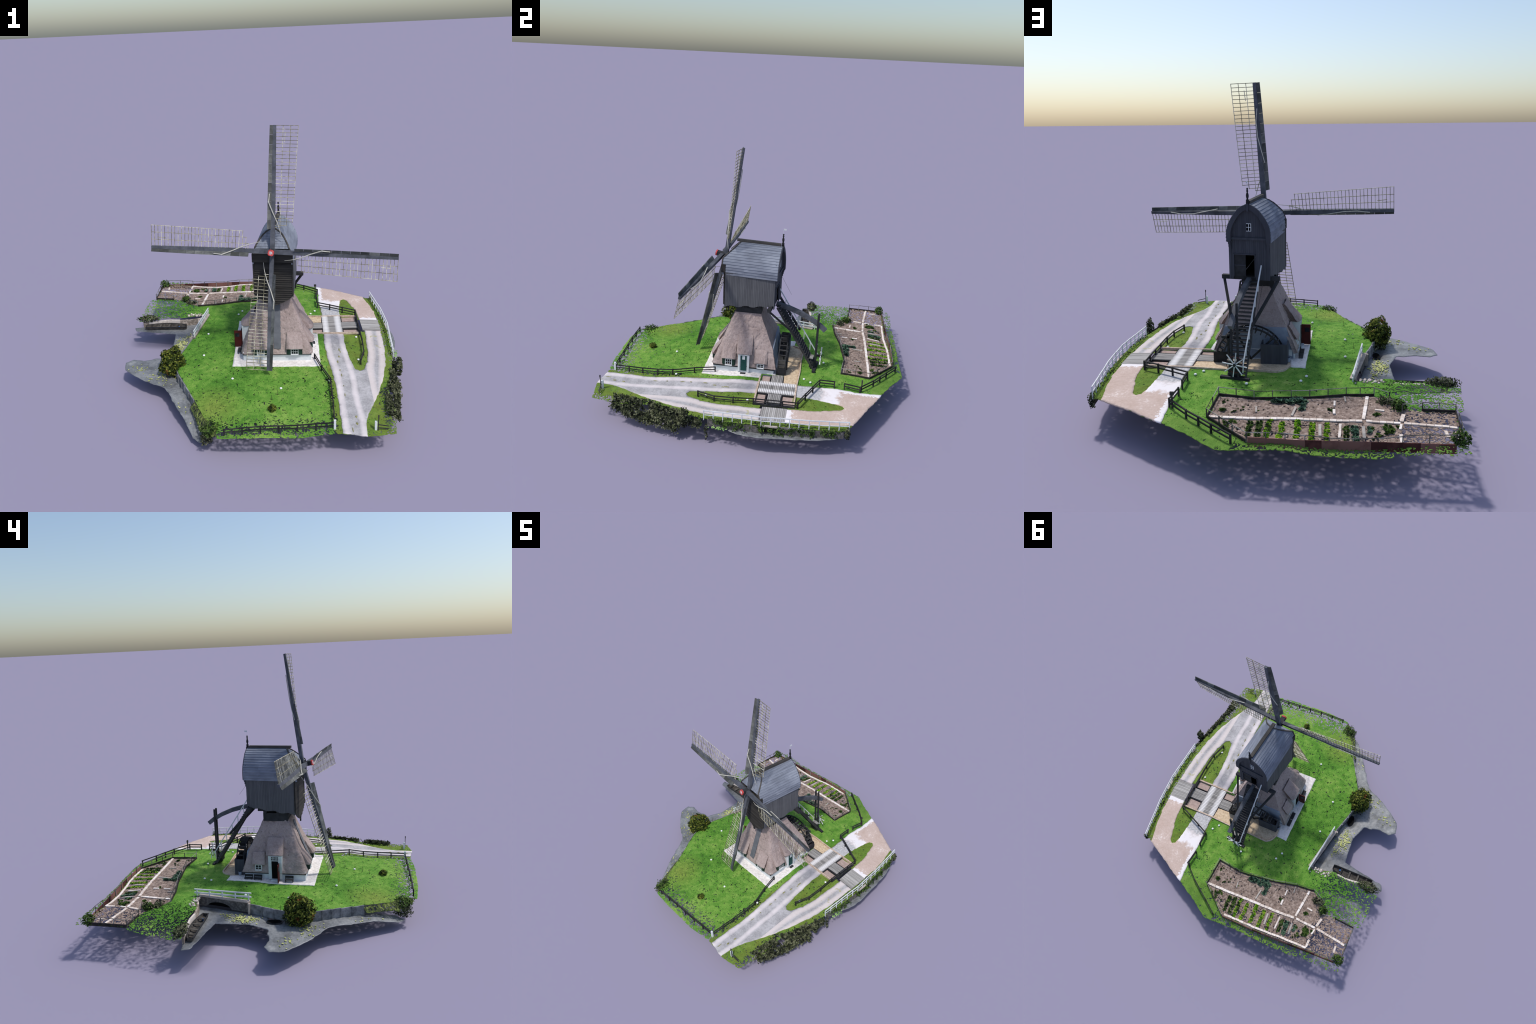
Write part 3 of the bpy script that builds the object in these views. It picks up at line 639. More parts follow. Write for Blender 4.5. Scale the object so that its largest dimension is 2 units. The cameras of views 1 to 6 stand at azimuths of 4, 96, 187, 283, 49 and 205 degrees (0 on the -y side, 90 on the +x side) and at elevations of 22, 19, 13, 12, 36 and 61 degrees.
slabs((-.46, .524), (-.438, .73), .016); slabs((-.614, .672), (-.600, .738), .017); slabs((-.598, .758), (-.589, .80), .011); slabs((-.590, .84), (-.589, .893), .015)
for a, b, w in [((.042, .67), (.035, .717), .008), ((-.137, .656), (-.126, .735), .010), ((-.253, .791), (-.258, .872), .014), ((-.34, .776), (-.337, .871), .012), ((-.437, .784), (-.44, .864), .014), ((-.31, .579), (-.31, .624), .009), ((-.309, .657), (-.311, .697), .013), ((-.355, .534), (-.36, .581), .008), ((-.492, .64), (-.534, .645), .011), ((-.773, .806), (-.778, .856), .014)]:
    slabs(a, b, w, "plank_grey" if w in (.008, .010, .014) and a[0] > -.7 else "slab", "bed_plank", 1)

# ------------------------------------------------------------------ plants
def leaf_cloud(name, mat, centre, radii, count, size, parent, seed, shell=.55, flat=0.0, droop=0, keep=None):
    """Shrub: many small folded leaves spread through an ellipsoid, denser toward its skin."""
    r = np.random.default_rng(seed); b = MB(); c = np.array(centre); R = np.array(radii)
    for _ in range(count):
        d = r.normal(size=3); d /= np.linalg.norm(d)
        lump = 1 + .22 * math.sin(5 * d[0] + seed) * math.cos(4.3 * d[1] + 2 * d[2])
        p = c + d * R * (shell + (1 - shell) * r.random() ** .5) * lump
        if keep is not None and not keep(p): continue
        n = d + r.normal(size=3) * .7; n[2] += .5; n /= np.linalg.norm(n)
        t = np.cross(n, r.normal(size=3)); t /= np.linalg.norm(t) + 1e-9; s = np.cross(n, t)
        L = size * r.uniform(.6, 1.4); w = L * .42
        q = [p - t * L * .5, p + s * w * .8 - n * w * .2, p + t * L * .55, p - s * w * .8 - n * w * .2, p + n * w * .12]
        b.add(q, [(0, 1, 4), (1, 2, 4), (2, 3, 4), (3, 0, 4)])
    return b.obj(name, mat, parent, stuff=True)

# big golden shrub on the quay
leaf_cloud("shrub_leaves", "leaf_gold", (-.545, -.305, .195), (.078, .092, .095), 3000, .015, YARD, 3, .50)
sb = MB()
for k in range(14):
    a = random.uniform(0, 6.28); rr = random.uniform(.02, .05)
    sb.tube([(-.53, -.31, .10), (-.545 + rr * .5 * math.cos(a), -.305 + rr * .5 * math.sin(a), .16), (-.545 + rr * math.cos(a), -.305 + rr * math.sin(a), .24)], [.004, .0025, .0012], 5)
sb.obj("shrub_branches", "bark", YARD, stuff=True)
leaf_cloud("shrub_leaves", "leaf_dark", (-.53, -.27, .135), (.07, .08, .035), 500, .012, YARD, 4, .3)
# small round shrub on the lawn, corner shrubs, garden shrubs
leaf_cloud("shrub_leaves", "leaf_gold", (.112, -.776, G(.112, -.776) + .015), (.027, .027, .020), 480, .008, YARD, 5, .4)
leaf_cloud("shrub_leaves", "leaf_green", (-.225, -.895, .135), (.055, .065, .032), 620, .011, YARD, 6, .4)
leaf_cloud("shrub_leaves", "leaf_dark", (-.250, -.90, .095), (.036, .060, .045), 560, .011, YARD, 7, .4)
leaf_cloud("shrub_leaves", "leaf_green", (-.822, .888, .205), (.040, .034, .036), 420, .011, YARD, 8, .45)
leaf_cloud("shrub_leaves", "leaf_dark", (-.545, .565, .190), (.045, .028, .020), 330, .011, YARD, 9, .35)
leaf_cloud("shrub_leaves", "leaf_green", (-.600, .615, .196), (.034, .036, .026), 420, .011, YARD, 10, .35)
leaf_cloud("shrub_leaves", "leaf_dark", (-.83, .320, .182), (.090, .040, .022), 700, .011, YARD, 12, .45)
leaf_cloud("shrub_leaves", "leaf_dark", (.848, .622, .150), (.016, .020, .042), 260, .010, YARD, 13, .35)
leaf_cloud("shrub_leaves", "leaf_dark", (.884, -.205, .075), (.010, .012, .066), 130, .009, YARD, 15, .2)
leaf_cloud("shrub_leaves", "leaf_dark", (.893, -.338, .165), (.022, .028, .070), 560, .012, YARD, 14, .45)
# hedge tumbling down the south-east bank
hr = np.random.default_rng(77); hb = MB()
def hedge_line(t):   # t 0..1 from the gate to the railing
    xs = np.interp(t, [0, .2, .45, .75, 1], [.735, .748, .775, .830, .868]); ys = np.interp(t, [0, 1], [-.95, -.25]); return xs, ys
for _ in range(5600):
    t = .20 + .62 * hr.random(); x, y = hedge_line(t); u = hr.random()
    depth = np.interp(t, [0, .25, .45, .8, 1], [.01, .030, .085, .080, .02]) * (0.75 + .5 * float(vnoise(t * 1.0, 0, .05, 3)))
    out = np.interp(t, [0, .2, .5, 1], [.04, .070, .070, .045])
    p = np.array([x + out * u ** 1.1 + hr.normal() * .006, y + hr.normal() * .010, .160 - .012 * u - depth * u ** 1.5 + hr.normal() * .006 + .012 * (u < .3)])
    if vnoise(p[0] * 1.0, p[1] + p[2], .022, 8) < .24: continue
    p[2] = max(p[2], .010)
    n = hr.normal(size=3) + np.array([.6, 0, .6]); n /= np.linalg.norm(n); tt = np.cross(n, hr.normal(size=3)); tt /= np.linalg.norm(tt) + 1e-9; s = np.cross(n, tt)
    L = .013 * hr.uniform(.6, 1.4); w = L * .45
    hb.add([p - tt * L * .5, p + s * w * .8 - n * w * .2, p + tt * L * .55, p - s * w * .8 - n * w * .2, p + n * w * .12], [(0, 1, 4), (1, 2, 4), (2, 3, 4), (3, 0, 4)])
hb.obj("bank_hedge", "leaf_dark", YARD, stuff=True)
# overgrown east bank under the white railing
hb = MB()
for _ in range(2600):
    y = hr.uniform(-.26, .63); x = np.interp(y, [-.26, -.05, .12, .34, .63], [.872, .886, .893, .880, .842]); u = hr.random()
    p = np.array([x + .004 + .012 * u + hr.normal() * .004, y, .166 - .04 * u + hr.normal() * .005])
    if vnoise(y, p[2], .03, 9) < .36 + .2 * (u > .5): continue
    n = hr.normal(size=3) + np.array([.8, 0, .5]); n /= np.linalg.norm(n); tt = np.cross(n, hr.normal(size=3)); tt /= np.linalg.norm(tt) + 1e-9; s = np.cross(n, tt)
    L = .010 * hr.uniform(.6, 1.4); w = L * .45
    hb.add([p - tt * L * .5, p + s * w * .8 - n * w * .2, p + tt * L * .55, p - s * w * .8 - n * w * .2, p + n * w * .12], [(0, 1, 4), (1, 2, 4), (2, 3, 4), (3, 0, 4)])
hb.obj("bank_weeds", "leaf_green", YARD, stuff=True)
hb = MB()
for _ in range(900):      # low weeds between hedge and railing
    t = hr.uniform(.78, 1.03); x, y = hedge_line(t); p = np.array([x + hr.uniform(.0, .03), y + hr.normal() * .006, .148 - hr.random() ** 2 * .05])
    n = hr.normal(size=3) + np.array([.6, 0, .6]); n /= np.linalg.norm(n); tt = np.cross(n, hr.normal(size=3)); tt /= np.linalg.norm(tt) + 1e-9; s_ = np.cross(n, tt)
    L = .010 * hr.uniform(.6, 1.4); w = L * .45
    hb.add([p - tt * L * .5, p + s_ * w * .8 - n * w * .2, p + tt * L * .55, p - s_ * w * .8 - n * w * .2, p + n * w * .12], [(0, 1, 4), (1, 2, 4), (2, 3, 4), (3, 0, 4)])
hb.obj("bank_weeds", "leaf_dark", YARD, stuff=True)
# sloping bank between the lawn corner and the pond
SWB = [(-.350, -.660), (-.300, -.755), (-.262, -.825), (-.200, -.895), (-.185, -.975), (-.262, -.925), (-.300, -.86), (-.335, -.77), (-.372, -.68)]
sheet("pond_bank", SWB, "bank", YARD, spacing=.006, zf=lambda x, y: np.clip(.150 - .9 * np.maximum(0, edge_dist(x, y, [(-.345, -.667), (-.300, -.76), (-.262, -.83), (-.20, -.90), (-.185, -.975)], False)), pond_z(x, y) - .004, .2), bumps=.006, ragged=.006, thick=.002, seed=51, pores=lambda x, y: .22 + 0 * x, pore_size=.006)
bk = MB(); ep = [(.874, -.20), (.884, -.05), (.891, .12), (.878, .34), (.848, .60)]
for a, b in zip(ep[:-1], ep[1:]): bk.beam((*a, .138), (*b, .138), .008, .046)
bk.obj("ditch_bank", "stone", YARD)
bar("culvert_lintel", "cope", (.893, .13, .170), (.890, .215, .170), .012, .008, YARD)
bar("culvert_opening", "black", (.8965, .13, .148), (.8925, .215, .148), .004, .034, YARD)

# vegetables
def veg_mesh(name, mat, seed, n=11):
    r = np.random.default_rng(seed); b = MB()
    for k in range(n):
        a = 2.4 * k + r.uniform(-.3, .3); tilt = .25 + .95 * k / n; L = 1.0 * r.uniform(.8, 1.15)
        d = np.array([math.cos(a) * math.sin(tilt), math.sin(a) * math.sin(tilt), math.cos(tilt)]); s = np.array([-math.sin(a), math.cos(a), 0]) * .45 * L
        tip = d * L; mid = d * L * .6 + np.array([0, 0, .08])
        b.add([(0, 0, 0), mid + s, tip, mid - s, mid + d * .05], [(0, 1, 4), (1, 2, 4), (2, 3, 4), (3, 0, 4)])
    me = bpy.data.meshes.new(name); me.from_pydata([tuple(map(float, v)) for v in b.v], [], b.f); me.materials.append(MT[mat]); return me
VG = empty("vegetable_row", (-.15, .84, .17), YARD)
let = veg_mesh("lettuce", "leaf_lime", 1); cab = veg_mesh("cabbage", "leaf_blue", 2, 13); herb = veg_mesh("herb", "leaf_green", 3, 9)
def plant(me, x, y, s, parent=VG):
    inst(me.name.split(".")[0], me, Matrix.Translation((x, y, G(x, y))) @ Matrix.Rotation(random.uniform(0, 6.28), 4, "Z") @ Matrix.Diagonal((s, s, s * .8, 1)), parent)
for a, b, me, s in [((.048, .789), (.045, .893), herb, .012), ((.008, .787), (.002, .898), herb, .013), ((-.035, .776), (-.034, .905), let, .013), ((-.092, .791), (-.09, .904), let, .012), ((-.155, .771), (-.162, .895), let, .013), ((-.222, .785), (-.222, .896), let, .012), ((-.283, .778), (-.284, .892), let, .011), ((-.365, .79), (-.367, .87), herb, .010), ((-.40, .79), (-.405, .875), cab, .014)]:
    for side in (-.006, .006):
        for i in range(9):
            t = i / 8; plant(me if random.random() < .85 else herb, a[0] + (b[0] - a[0]) * t + side + random.gauss(0, .0015), a[1] + (b[1] - a[1]) * t + random.gauss(0, .002), s * random.uniform(.75, 1.1))
for cx, cy, sx, sy, n, me, s in [(-.06, .610, .035, .012, 16, cab, .020), (-.155, .605, .030, .018, 18, cab, .022), (-.168, .67, .008, .03, 9, cab, .018), (.185, .70, .012, .010, 7, herb, .015), (.20, .63, .02, .025, 8, herb, .008),
                                (.14, .81, .04, .03, 22, herb, .011), (-.54, .80, .03, .03, 22, herb, .014), (-.496, .685, .014, .012, 6, herb, .014), (-.30, .67, .01, .02, 5, herb, .011), (.10, .70, .07, .04, 10, herb, .008), (-.5, .85, .03, .025, 10, herb, .010), (-.46, .80, .01, .03, 6, cab, .014)]:
    for _ in range(n): plant(me, cx + random.gauss(0, sx * .6), cy + random.gauss(0, sy * .6), s * random.uniform(.7, 1.2))

# white garden lamps and thin saplings on the lawn
lm = bmesh.new(); bmesh.ops.create_icosphere(lm, subdivisions=2, radius=1); lamp = bpy.data.meshes.new("garden_lamp"); lm.to_mesh(lamp); lm.free(); lamp.materials.append(MT["stone_white"])
for x, y in [(.159, -.584), (-.137, -.485), (-.349, -.21), (-.353, .063), (-.162, .344), (-.138, .398), (.125, .455), (.402, .379), (.37, .335), (.666, .005), (.651, -.262), (.452, -.507)]:
    inst("garden_lamp", lamp, Matrix.Translation((x, y, G(x, y) + .006)) @ Matrix.Diagonal((.008, .008, .006, 1)), YARD)
st = MB()
for x, y in [(.106, -.688), (-.153, -.658), (-.339, -.476), (-.508, -.186), (-.40, -.09), (.14, -.64)]:
    z = G(x, y); st.tube([(x, y, z - .004), (x + .001, y, z + .035)], .0012, 4); st.tube([(x - .008, y, z + .003), (x + .008, y + .003, z + .003)], .001, 4)
st.obj("saplings", "bark", YARD, stuff=True)

# =================================================================== THE MILL
MILL = empty("windmill", (.132, -.07, .18))
MILL["label"] = "Dutch hollow post windmill on thatched base with lattice sails"; MILL["category"] = "windmill"
ROT = math.radians(-5.9); MO = (.141, -.052)
ca, sa = math.cos(ROT), math.sin(ROT)
def T(x, y, z): return (MO[0] + x * ca - y * sa, MO[1] + x * sa + y * ca, z)   # turned with the cap to the wind

# ---- thatched base
ZT, ZB, ZN = .566, .232, .357
def xe(z): return .226 + (ZT - z) * .405
def xw(z): return .036 - (ZT - z) * .395
def ys(z): return -.160 - (ZT - z) * .395
def xwn(z): return max(xw(z), -.038 + (z - .355) * .5) if z > .30 else xw(z)      # north-west hip is drawn in
def yn(z): return .012 + (ZT - z) * (.47 if z > ZN else .47) if z > ZN else .110 + (ZN - z) * .27
def thatch_shell():
    V = []; F = []; R = .030; nz = 84
    def ring(z, inner=0.0):
        x0, x1, y0, y1 = xw(z) + inner, xe(z) - inner, ys(z) + inner, yn(z)
        r = R * (.35 + .65 * (ZT - z) / (ZT - ZB)); p = []
        def line(a, b, n): p.extend([(a[0] + (b[0] - a[0]) * i / n, a[1] + (b[1] - a[1]) * i / n) for i in range(n)])
        def arc(cx, cy, a0): p.extend([(cx + r * math.cos(a0 - i * math.pi / 10), cy + r * math.sin(a0 - i * math.pi / 10)) for i in range(5)])
        line((x1, y1), (x1, y0 + r), 56); arc(x1 - r, y0 + r, 0); line((x1 - r, y0), (x0 + r, y0), 60); arc(x0 + r, y0 + r, -math.pi / 2); line((x0, y0 + r), (x0, y1), 56); p.append((x0, y1))
        dxn = xwn(z) - xw(z)
        return [(x + dxn * max(0, (y + .18) / (y1 + .18)) if x < .13 and y > -.18 else x, y) for x, y in p]
    zs = [ZT - (ZT - ZB) * i / nz for i in range(nz + 1)]
    m = len(ring(ZT))
    for z in zs:
        for k, (x, y) in enumerate(ring(z)):
            n = .007 * (float(fbm(x * 1 + y, z * .8, .016, 5)) - .5) + .006 * (float(fbm(x + 2 * y, z, .08, 6)) - .5) - .006 * max(0, float(vnoise(x * 1.3 - y, z * .6, .011, 8)) - .78) / .22
            cx, cy = x - .132, y + .07; L = math.hypot(cx, cy); V.append((x + cx / L * n, y + cy / L * n, z + n * .5))
    for i in range(nz):
        for k in range(m - 1): F.append((i * m + k, (i + 1) * m + k, (i + 1) * m + k + 1, i * m + k + 1))
    # underside lip of the eaves
    b = len(V)
    for (x, y) in ring(ZB, .022): V.append((x, y, ZB + .006))
    for k in range(m - 1): F.append((nz * m + k, b + k, b + k + 1, nz * m + k + 1))
    # north slope, which stops higher above the water wheel
    b = len(V); nn = 50; nxs = 50; zn = [ZT - (ZT - ZN) * i / nn for i in range(nn + 1)]
    for z in zn:
        for k in range(nxs + 1):
            x = xwn(z) + (xe(z) - xwn(z)) * k / nxs; n = .006 * (float(fbm(x, z, .018, 7)) - .5); V.append((x, yn(z) + (n if 0 < k < nxs else 0), z))
    for i in range(nn):
        for k in range(nxs): F.append((b + i * (nxs + 1) + k, b + i * (nxs + 1) + k + 1, b + (i + 1) * (nxs + 1) + k + 1, b + (i + 1) * (nxs + 1) + k))
    c = len(V); last = b + nn * (nxs + 1)
    for k in range(nxs + 1): x = V[last + k][0]; V.append((x, yn(ZN) - .02, ZN + .004))
    for k in range(nxs): F.append((last + k, last + k + 1, c + k + 1, c + k))
    # verges of the side slopes, turned inward
    for kk, sgn in ((0, -1), (m - 1, 1)):
        idx = [i for i in range(nz + 1) if zs[i] <= ZN + .012]; c = len(V)
        for i in idx: p = V[i * m + kk]; V.append((p[0] + sgn * .020, p[1] + .002, p[2] - .004))
        for j in range(len(idx) - 1):
            a0, a1 = idx[j] * m + kk, idx[j + 1] * m + kk; F.append((a0, a1, c + j + 1, c + j) if sgn < 0 else (a0, c + j, c + j + 1, a1))
    return mesh_obj("thatch_roof", V, F, "thatch", MILL, True)
thatch_shell()

SIDE = {"E": (lambda a, o, z: (o, a, z), xe), "W": (lambda a, o, z: (-o, a, z), lambda z: -xw(z)), "S": (lambda a, o, z: (a, -o, z), lambda z: -ys(z))}
def dormer(side, a, w, ze, oe, rise=.11):
    P, main = SIDE[side]; nu, nv = 26, 30; V = []; F = []; zt = ze + rise
    for j in range(nv + 1):
        v = j / nv; z = zt + (ze - zt) * v; d = (oe - main(ze)) * v ** .85 + .002
        for i in range(nu + 1):
            u = -1 + 2 * i / nu; k = (1 - abs(u) ** 5); ww = w / 2 * (1.0 + .10 * v)
            n = .007 * (float(fbm(a + u * w, z * .8 + a, .016, 15)) - .5)
            V.append(P(a + u * ww, main(z) + d * (.62 + .38 * k) + n, z - .008 * abs(u) ** 3 * v))
    for j in range(nv):
        for i in range(nu): q = j * (nu + 1) + i; F.append((q, q + 1, q + nu + 2, q + nu + 1))
    for col, s in ((0, -1), (nu, 1)):
        c = len(V)
        for j in range(nv + 1): z = zt + (ze - zt) * j / nv; V.append(P(a + s * w / 2 * .97, main(z) - .034, z - .004))
        for j in range(nv): q = j * (nu + 1) + col; F.append((q, q + nu + 1, c + j + 1, c + j))
    c = len(V); last = nv * (nu + 1)
    for i in range(nu + 1): u = -1 + 2 * i / nu; V.append(P(a + u * w / 2 * .97, main(ze) - .034, ze + .004))
    for i in range(nu): F.append((last + i, last + i + 1, c + i + 1, c + i))
    mesh_obj("dormer_thatch", V, F, "thatch", MILL, True)
dormer("E", -.073, .096, .329, .371, .105); dormer("E", -.178, .088, .287, .370, .085); dormer("E", .038, .080, .272, .370, .075)
dormer("W", -.075, .106, .358, .102, .095); dormer("W", .034, .082, .291, .098, .07)
dormer("S", .245, .098, .279, .308, .085); dormer("S", .030, .098, .279, .308, .085)

# ---- walls, doors and windows of the base
wl = MB(); wl.box(-.083, .349, -.279, .128, .17, .243); wl.obj("base_wall", "plaster", MILL)
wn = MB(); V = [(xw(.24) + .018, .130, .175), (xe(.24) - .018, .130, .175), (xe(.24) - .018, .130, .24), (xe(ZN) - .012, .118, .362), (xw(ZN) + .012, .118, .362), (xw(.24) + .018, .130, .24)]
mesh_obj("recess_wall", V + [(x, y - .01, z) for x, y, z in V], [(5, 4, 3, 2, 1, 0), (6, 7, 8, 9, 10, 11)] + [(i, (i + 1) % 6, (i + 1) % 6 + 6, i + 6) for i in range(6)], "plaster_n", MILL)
tr = MB(); tr.box(-.0855, -.080, -.281, -.127, .222, .232); tr.box(-.0855, -.080, -.033, .13, .222, .232); tr.box(-.085, .351, -.2815, -.278, .222, .232)
tr.box(.348, .3515, -.281, -.11, .218, .228); tr.box(.348, .3515, -.036, .13, .218, .228); tr.obj("wall_trim", "dark", MILL)

def opening(name, side, a, w, z0, z1, o, cols, rows, shutters=False, body=None):
    """Framed window set in a small dormer front."""
    P, main = SIDE[side]; tf = lambda x, y, z: P(x, y, z)
    b = MB(); b.box(a - (body or w) / 2 - .004, a + (body or w) / 2 + .004, o - .05, o - .004, z0 - .004, z1 + .006, tf); b.obj("dormer_front", "shutter" if shutters else "plaster", MILL)
    g = MB(); g.box(a - w / 2, a + w / 2, o - .006, o - .002, z0, z1, tf); g.obj("window_pane", "glass", MILL)
    f = MB(); t = .0042
    for x in (a - w / 2, a + w / 2): f.box(x - t / 2, x + t / 2, o - .004, o + .001, z0, z1, tf)
    for z in (z0, z1): f.box(a - w / 2, a + w / 2, o - .0035, o + .0015, z - t / 2, z + t / 2, tf)
    for i in range(1, cols): x = a - w / 2 + w * i / cols; f.box(x - .001, x + .001, o - .0035, o, z0, z1, tf)
    for i in range(1, rows): z = z0 + (z1 - z0) * i / rows; f.box(a - w / 2, a + w / 2, o - .003, o - .0005, z - .001, z + .001, tf)
    f.box(a - w / 2 - .003, a + w / 2 + .003, o - .004, o + .005, z0 - .004, z0 - .001, tf); f.obj("window_frame", "white", MILL)
    if shutters:
        for x in (a - w / 2 - .011, a + w / 2 + .011):
            s = MB(); s.box(x - .008, x + .008, o - .004, o + .001, z0, z1, tf); s.obj("window_shutter", "shutter", MILL)
opening("w", "E", -.175, .042, .236, .280, .362, 3, 2, True, .080); opening("w", "E", .040, .042, .236, .264, .363, 2, 2)
opening("w", "W", .034, .040, .249, .284, .090, 2, 2); opening("w", "S", .245, .044, .236, .272, .298, 3, 2, True, .09); opening("w", "S", .030, .044, .236, .272, .298, 3, 2, True, .09)

# east door: green leaf, white posts
d = MB(); d.box(.30, .360, -.112, -.036, .19, .322); d.obj("door_porch", "plaster", MILL)
d = MB(); d.box(.358, .364, -.092, -.054, .205, .318); d.obj("green_door", "green", MILL)
d = MB(); d.box(.3635, .3655, -.082, -.064, .288, .314); d.obj("door_light", "white", MILL)
d = MB()
for y in (-.104, -.042): d.box(.358, .367, y - .006, y + .006, .20, .322)
d.box(.358, .366, -.11, -.036, .317, .324); d.obj("door_frame", "white", MILL)
d = MB(); d.box(.362, .384, -.092, -.056, .184, .190); d.box(.366, .384, -.09, -.086, .178, .186); d.box(.366, .384, -.062, -.058, .178, .186); d.obj("door_step", "dark", MILL)
# west door: white surround, transom light, dark doorway, oxblood leaf standing open
d = MB(); d.box(-.097, -.03, -.126, -.036, .19, .352); d.obj("door_porch", "plaster", MILL)
d = MB(); d.box(-.0995, -.095, -.102, -.058, .196, .316); d.obj("doorway", "black", MILL)
d = MB(); d.box(-.099, -.095, -.104, -.056, .322, .348); d.obj("transom_pane", "glass", MILL)
d = MB()
for k in range(6): y = -.104 + .048 * k / 5; d.box(-.1015, -.097, y - .001, y + .001, .322, .348)
for z in (.322, .335, .348): d.box(-.1015, -.097, -.105, -.055, z - .0012, z + .0012)
d.obj("transom_bars", "white", MILL)
d = MB(); d.box(-.152, -.0995, -.110, -.105, .186, .306); d.obj("red_door", "reddoor", MILL)
d = MB(); d.box(-.145, -.118, -.1045, -.1035, .262, .288); d.box(-.145, -.118, -.1115, -.1105, .262, .288); d.obj("door_light", "glass", MILL)
d = MB(); d.box(-.114, -.096, -.105, -.055, .178, .192); d.obj("door_step", "plaster", MILL)
# strip of lead down the south slope
d = MB(); k = 8
for i in range(k):
    z0 = .53 - (.53 - .268) * i / k; z1 = .53 - (.53 - .268) * (i + 1) / k
    d.beam((.139, ys(z0) - .002, z0), (.136, ys(z1) - .002, z1 - .0002), .044, .006, (0, -1, .4))
d.obj("lead_strip", "slate", MILL)

# benches and bucket against the base
def bench(y):
    E = empty("garden_bench", (-.115, y, .18)); E["label"] = "small dark wooden bench by the wall"; E["category"] = "bench"
    b = MB(); b.box(-.126, -.104, y - .028, y + .028, .199, .203); b.box(-.106, -.103, y - .028, y + .028, .208, .222)
    for yy in (y - .024, y + .024): b.box(-.124, -.120, yy - .002, yy + .002, .182, .199); b.box(-.107, -.103, yy - .002, yy + .002, .182, .222)
    b.obj("bench_frame", "dark", E)
bench(.035); bench(-.175); bench(.098)
bm_ = MB(); n = 14
ring = lambda r, z: [(-.051 + r * math.cos(2 * math.pi * i / n), .172 + r * math.sin(2 * math.pi * i / n), z) for i in range(n)]
bm_.add(ring(.010, .193) + ring(.012, .217) + ring(.0105, .217) + ring(.009, .197), [tuple(range(n - 1, -1, -1)), tuple(range(3 * n, 4 * n))] + [(r * n + i, r * n + (i + 1) % n, (r + 1) * n + (i + 1) % n, (r + 1) * n + i) for r in range(3) for i in range(n)])
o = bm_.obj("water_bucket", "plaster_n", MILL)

# ---- collar and buck (the turning upper house)
c = MB(); c.box(.040, .222, -.157, .014, .550, .606); c.obj("collar", "dark", MILL)
c = MB()
for y in (-.15, -.09, .0): c.beam((.03, y, .612), (.235, y, .612), .022, .022)
for x in (.05, .132, .21): c.beam((x, -.17, .628), (x, .05, .628), .020, .020)
c.obj("trestle_beams", "dark", MILL)

BUCK = empty("buck", T(0, 0, .63), MILL)
def wid(y): return .1175 + (.122 - .112) * (-.5) * (y / .17)     # slightly wider at the sail end
def low(y): return .640 + .10 * (y - .1) - .010 * (0.5 + .5 * math.sin(y * 62)) + (.006 if y > .12 else 0)
npl = 30
for s in (-1, 1):
    for i in range(npl):
        y0 = -.172 + .337 * i / npl; y1 = -.172 + .337 * (i + 1) / npl - .0006; w = wid((y0 + y1) / 2); j = random.uniform(0, .0006)
        b = MB(); zl = low((y0 + y1) / 2) + random.uniform(-.0008, .0008)
        b.box(s * (w + j), s * (w - .006), y0, y1, zl, .850, T)
        if i % 3 == 0: pass
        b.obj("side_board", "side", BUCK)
# rear wall boards around the doorway
for i in range(20):
    x0 = -.112 + .224 * i / 20; x1 = x0 + .0108; xm = (x0 + x1) / 2; j = random.uniform(0, .001)
    b = MB(); zl = .625 if not (-.032 < xm < .086) else .762
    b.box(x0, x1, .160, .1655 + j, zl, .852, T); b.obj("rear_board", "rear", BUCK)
fl = MB(); fl.box(-.108, .108, -.165, .160, .642, .648, T); fl.box(-.10, .10, .02, .026, .64, .84, T); fl.obj("interior", "black", BUCK)
dr = MB(); dr.box(.022, .086, .158, .163, .642, .76, T); dr.obj("rear_door", "dark", BUCK)
dr = MB(); dr.box(-.034, -.028, .160, .169, .64, .766, T); dr.box(.084, .090, .160, .169, .64, .766, T); dr.box(-.034, .090, .160, .170, .760, .766, T); dr.box(.022, .084, .163, .165, .70, .705, T); dr.obj("rear_door_frame", "rear", BUCK)
# clapboarded breast under the windshaft, shield shaped
nb = 21
for i in range(nb):
    z1 = .852 - .302 * i / nb; z0 = .852 - .302 * (i + 1) / nb
    def hw(z): return .1245 if z > .64 else .1245 * max(.12, 1 - ((.64 - z) / .094) ** 2.2) 
    w0, w1 = hw(z0), hw(z1); b = MB()
    vs = [T(-w1, -.173, z1), T(w1, -.173, z1), T(w0, -.178, z0), T(-w0, -.178, z0), T(-w1, -.1705, z1), T(w1, -.1705, z1), T(w0, -.172, z0), T(-w0, -.172, z0)]
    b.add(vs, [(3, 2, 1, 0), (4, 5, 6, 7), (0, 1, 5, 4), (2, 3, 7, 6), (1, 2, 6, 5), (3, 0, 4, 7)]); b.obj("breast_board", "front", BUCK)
b = MB(); b.box(-.006, .006, -.180, -.172, .53, .56, T); b.obj("breast_pendant", "dark", BUCK)
b = MB()
for s in (-1, 1): b.box(s * .1245, s * .116, -.179, -.168, .622, .85, T)
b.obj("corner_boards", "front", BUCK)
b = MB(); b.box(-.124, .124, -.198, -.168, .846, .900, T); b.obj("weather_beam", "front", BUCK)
b = MB(); b.box(-.085, .085, -.17, -.155, .90, .942, T); b.obj("shaft_opening", "black", BUCK)
for s in (-1, 1):
    b = MB(); b.box(s * .070, s * .098, -.186, -.165, .90, .932, T); b.obj("shaft_cheek", "ridge", BUCK)

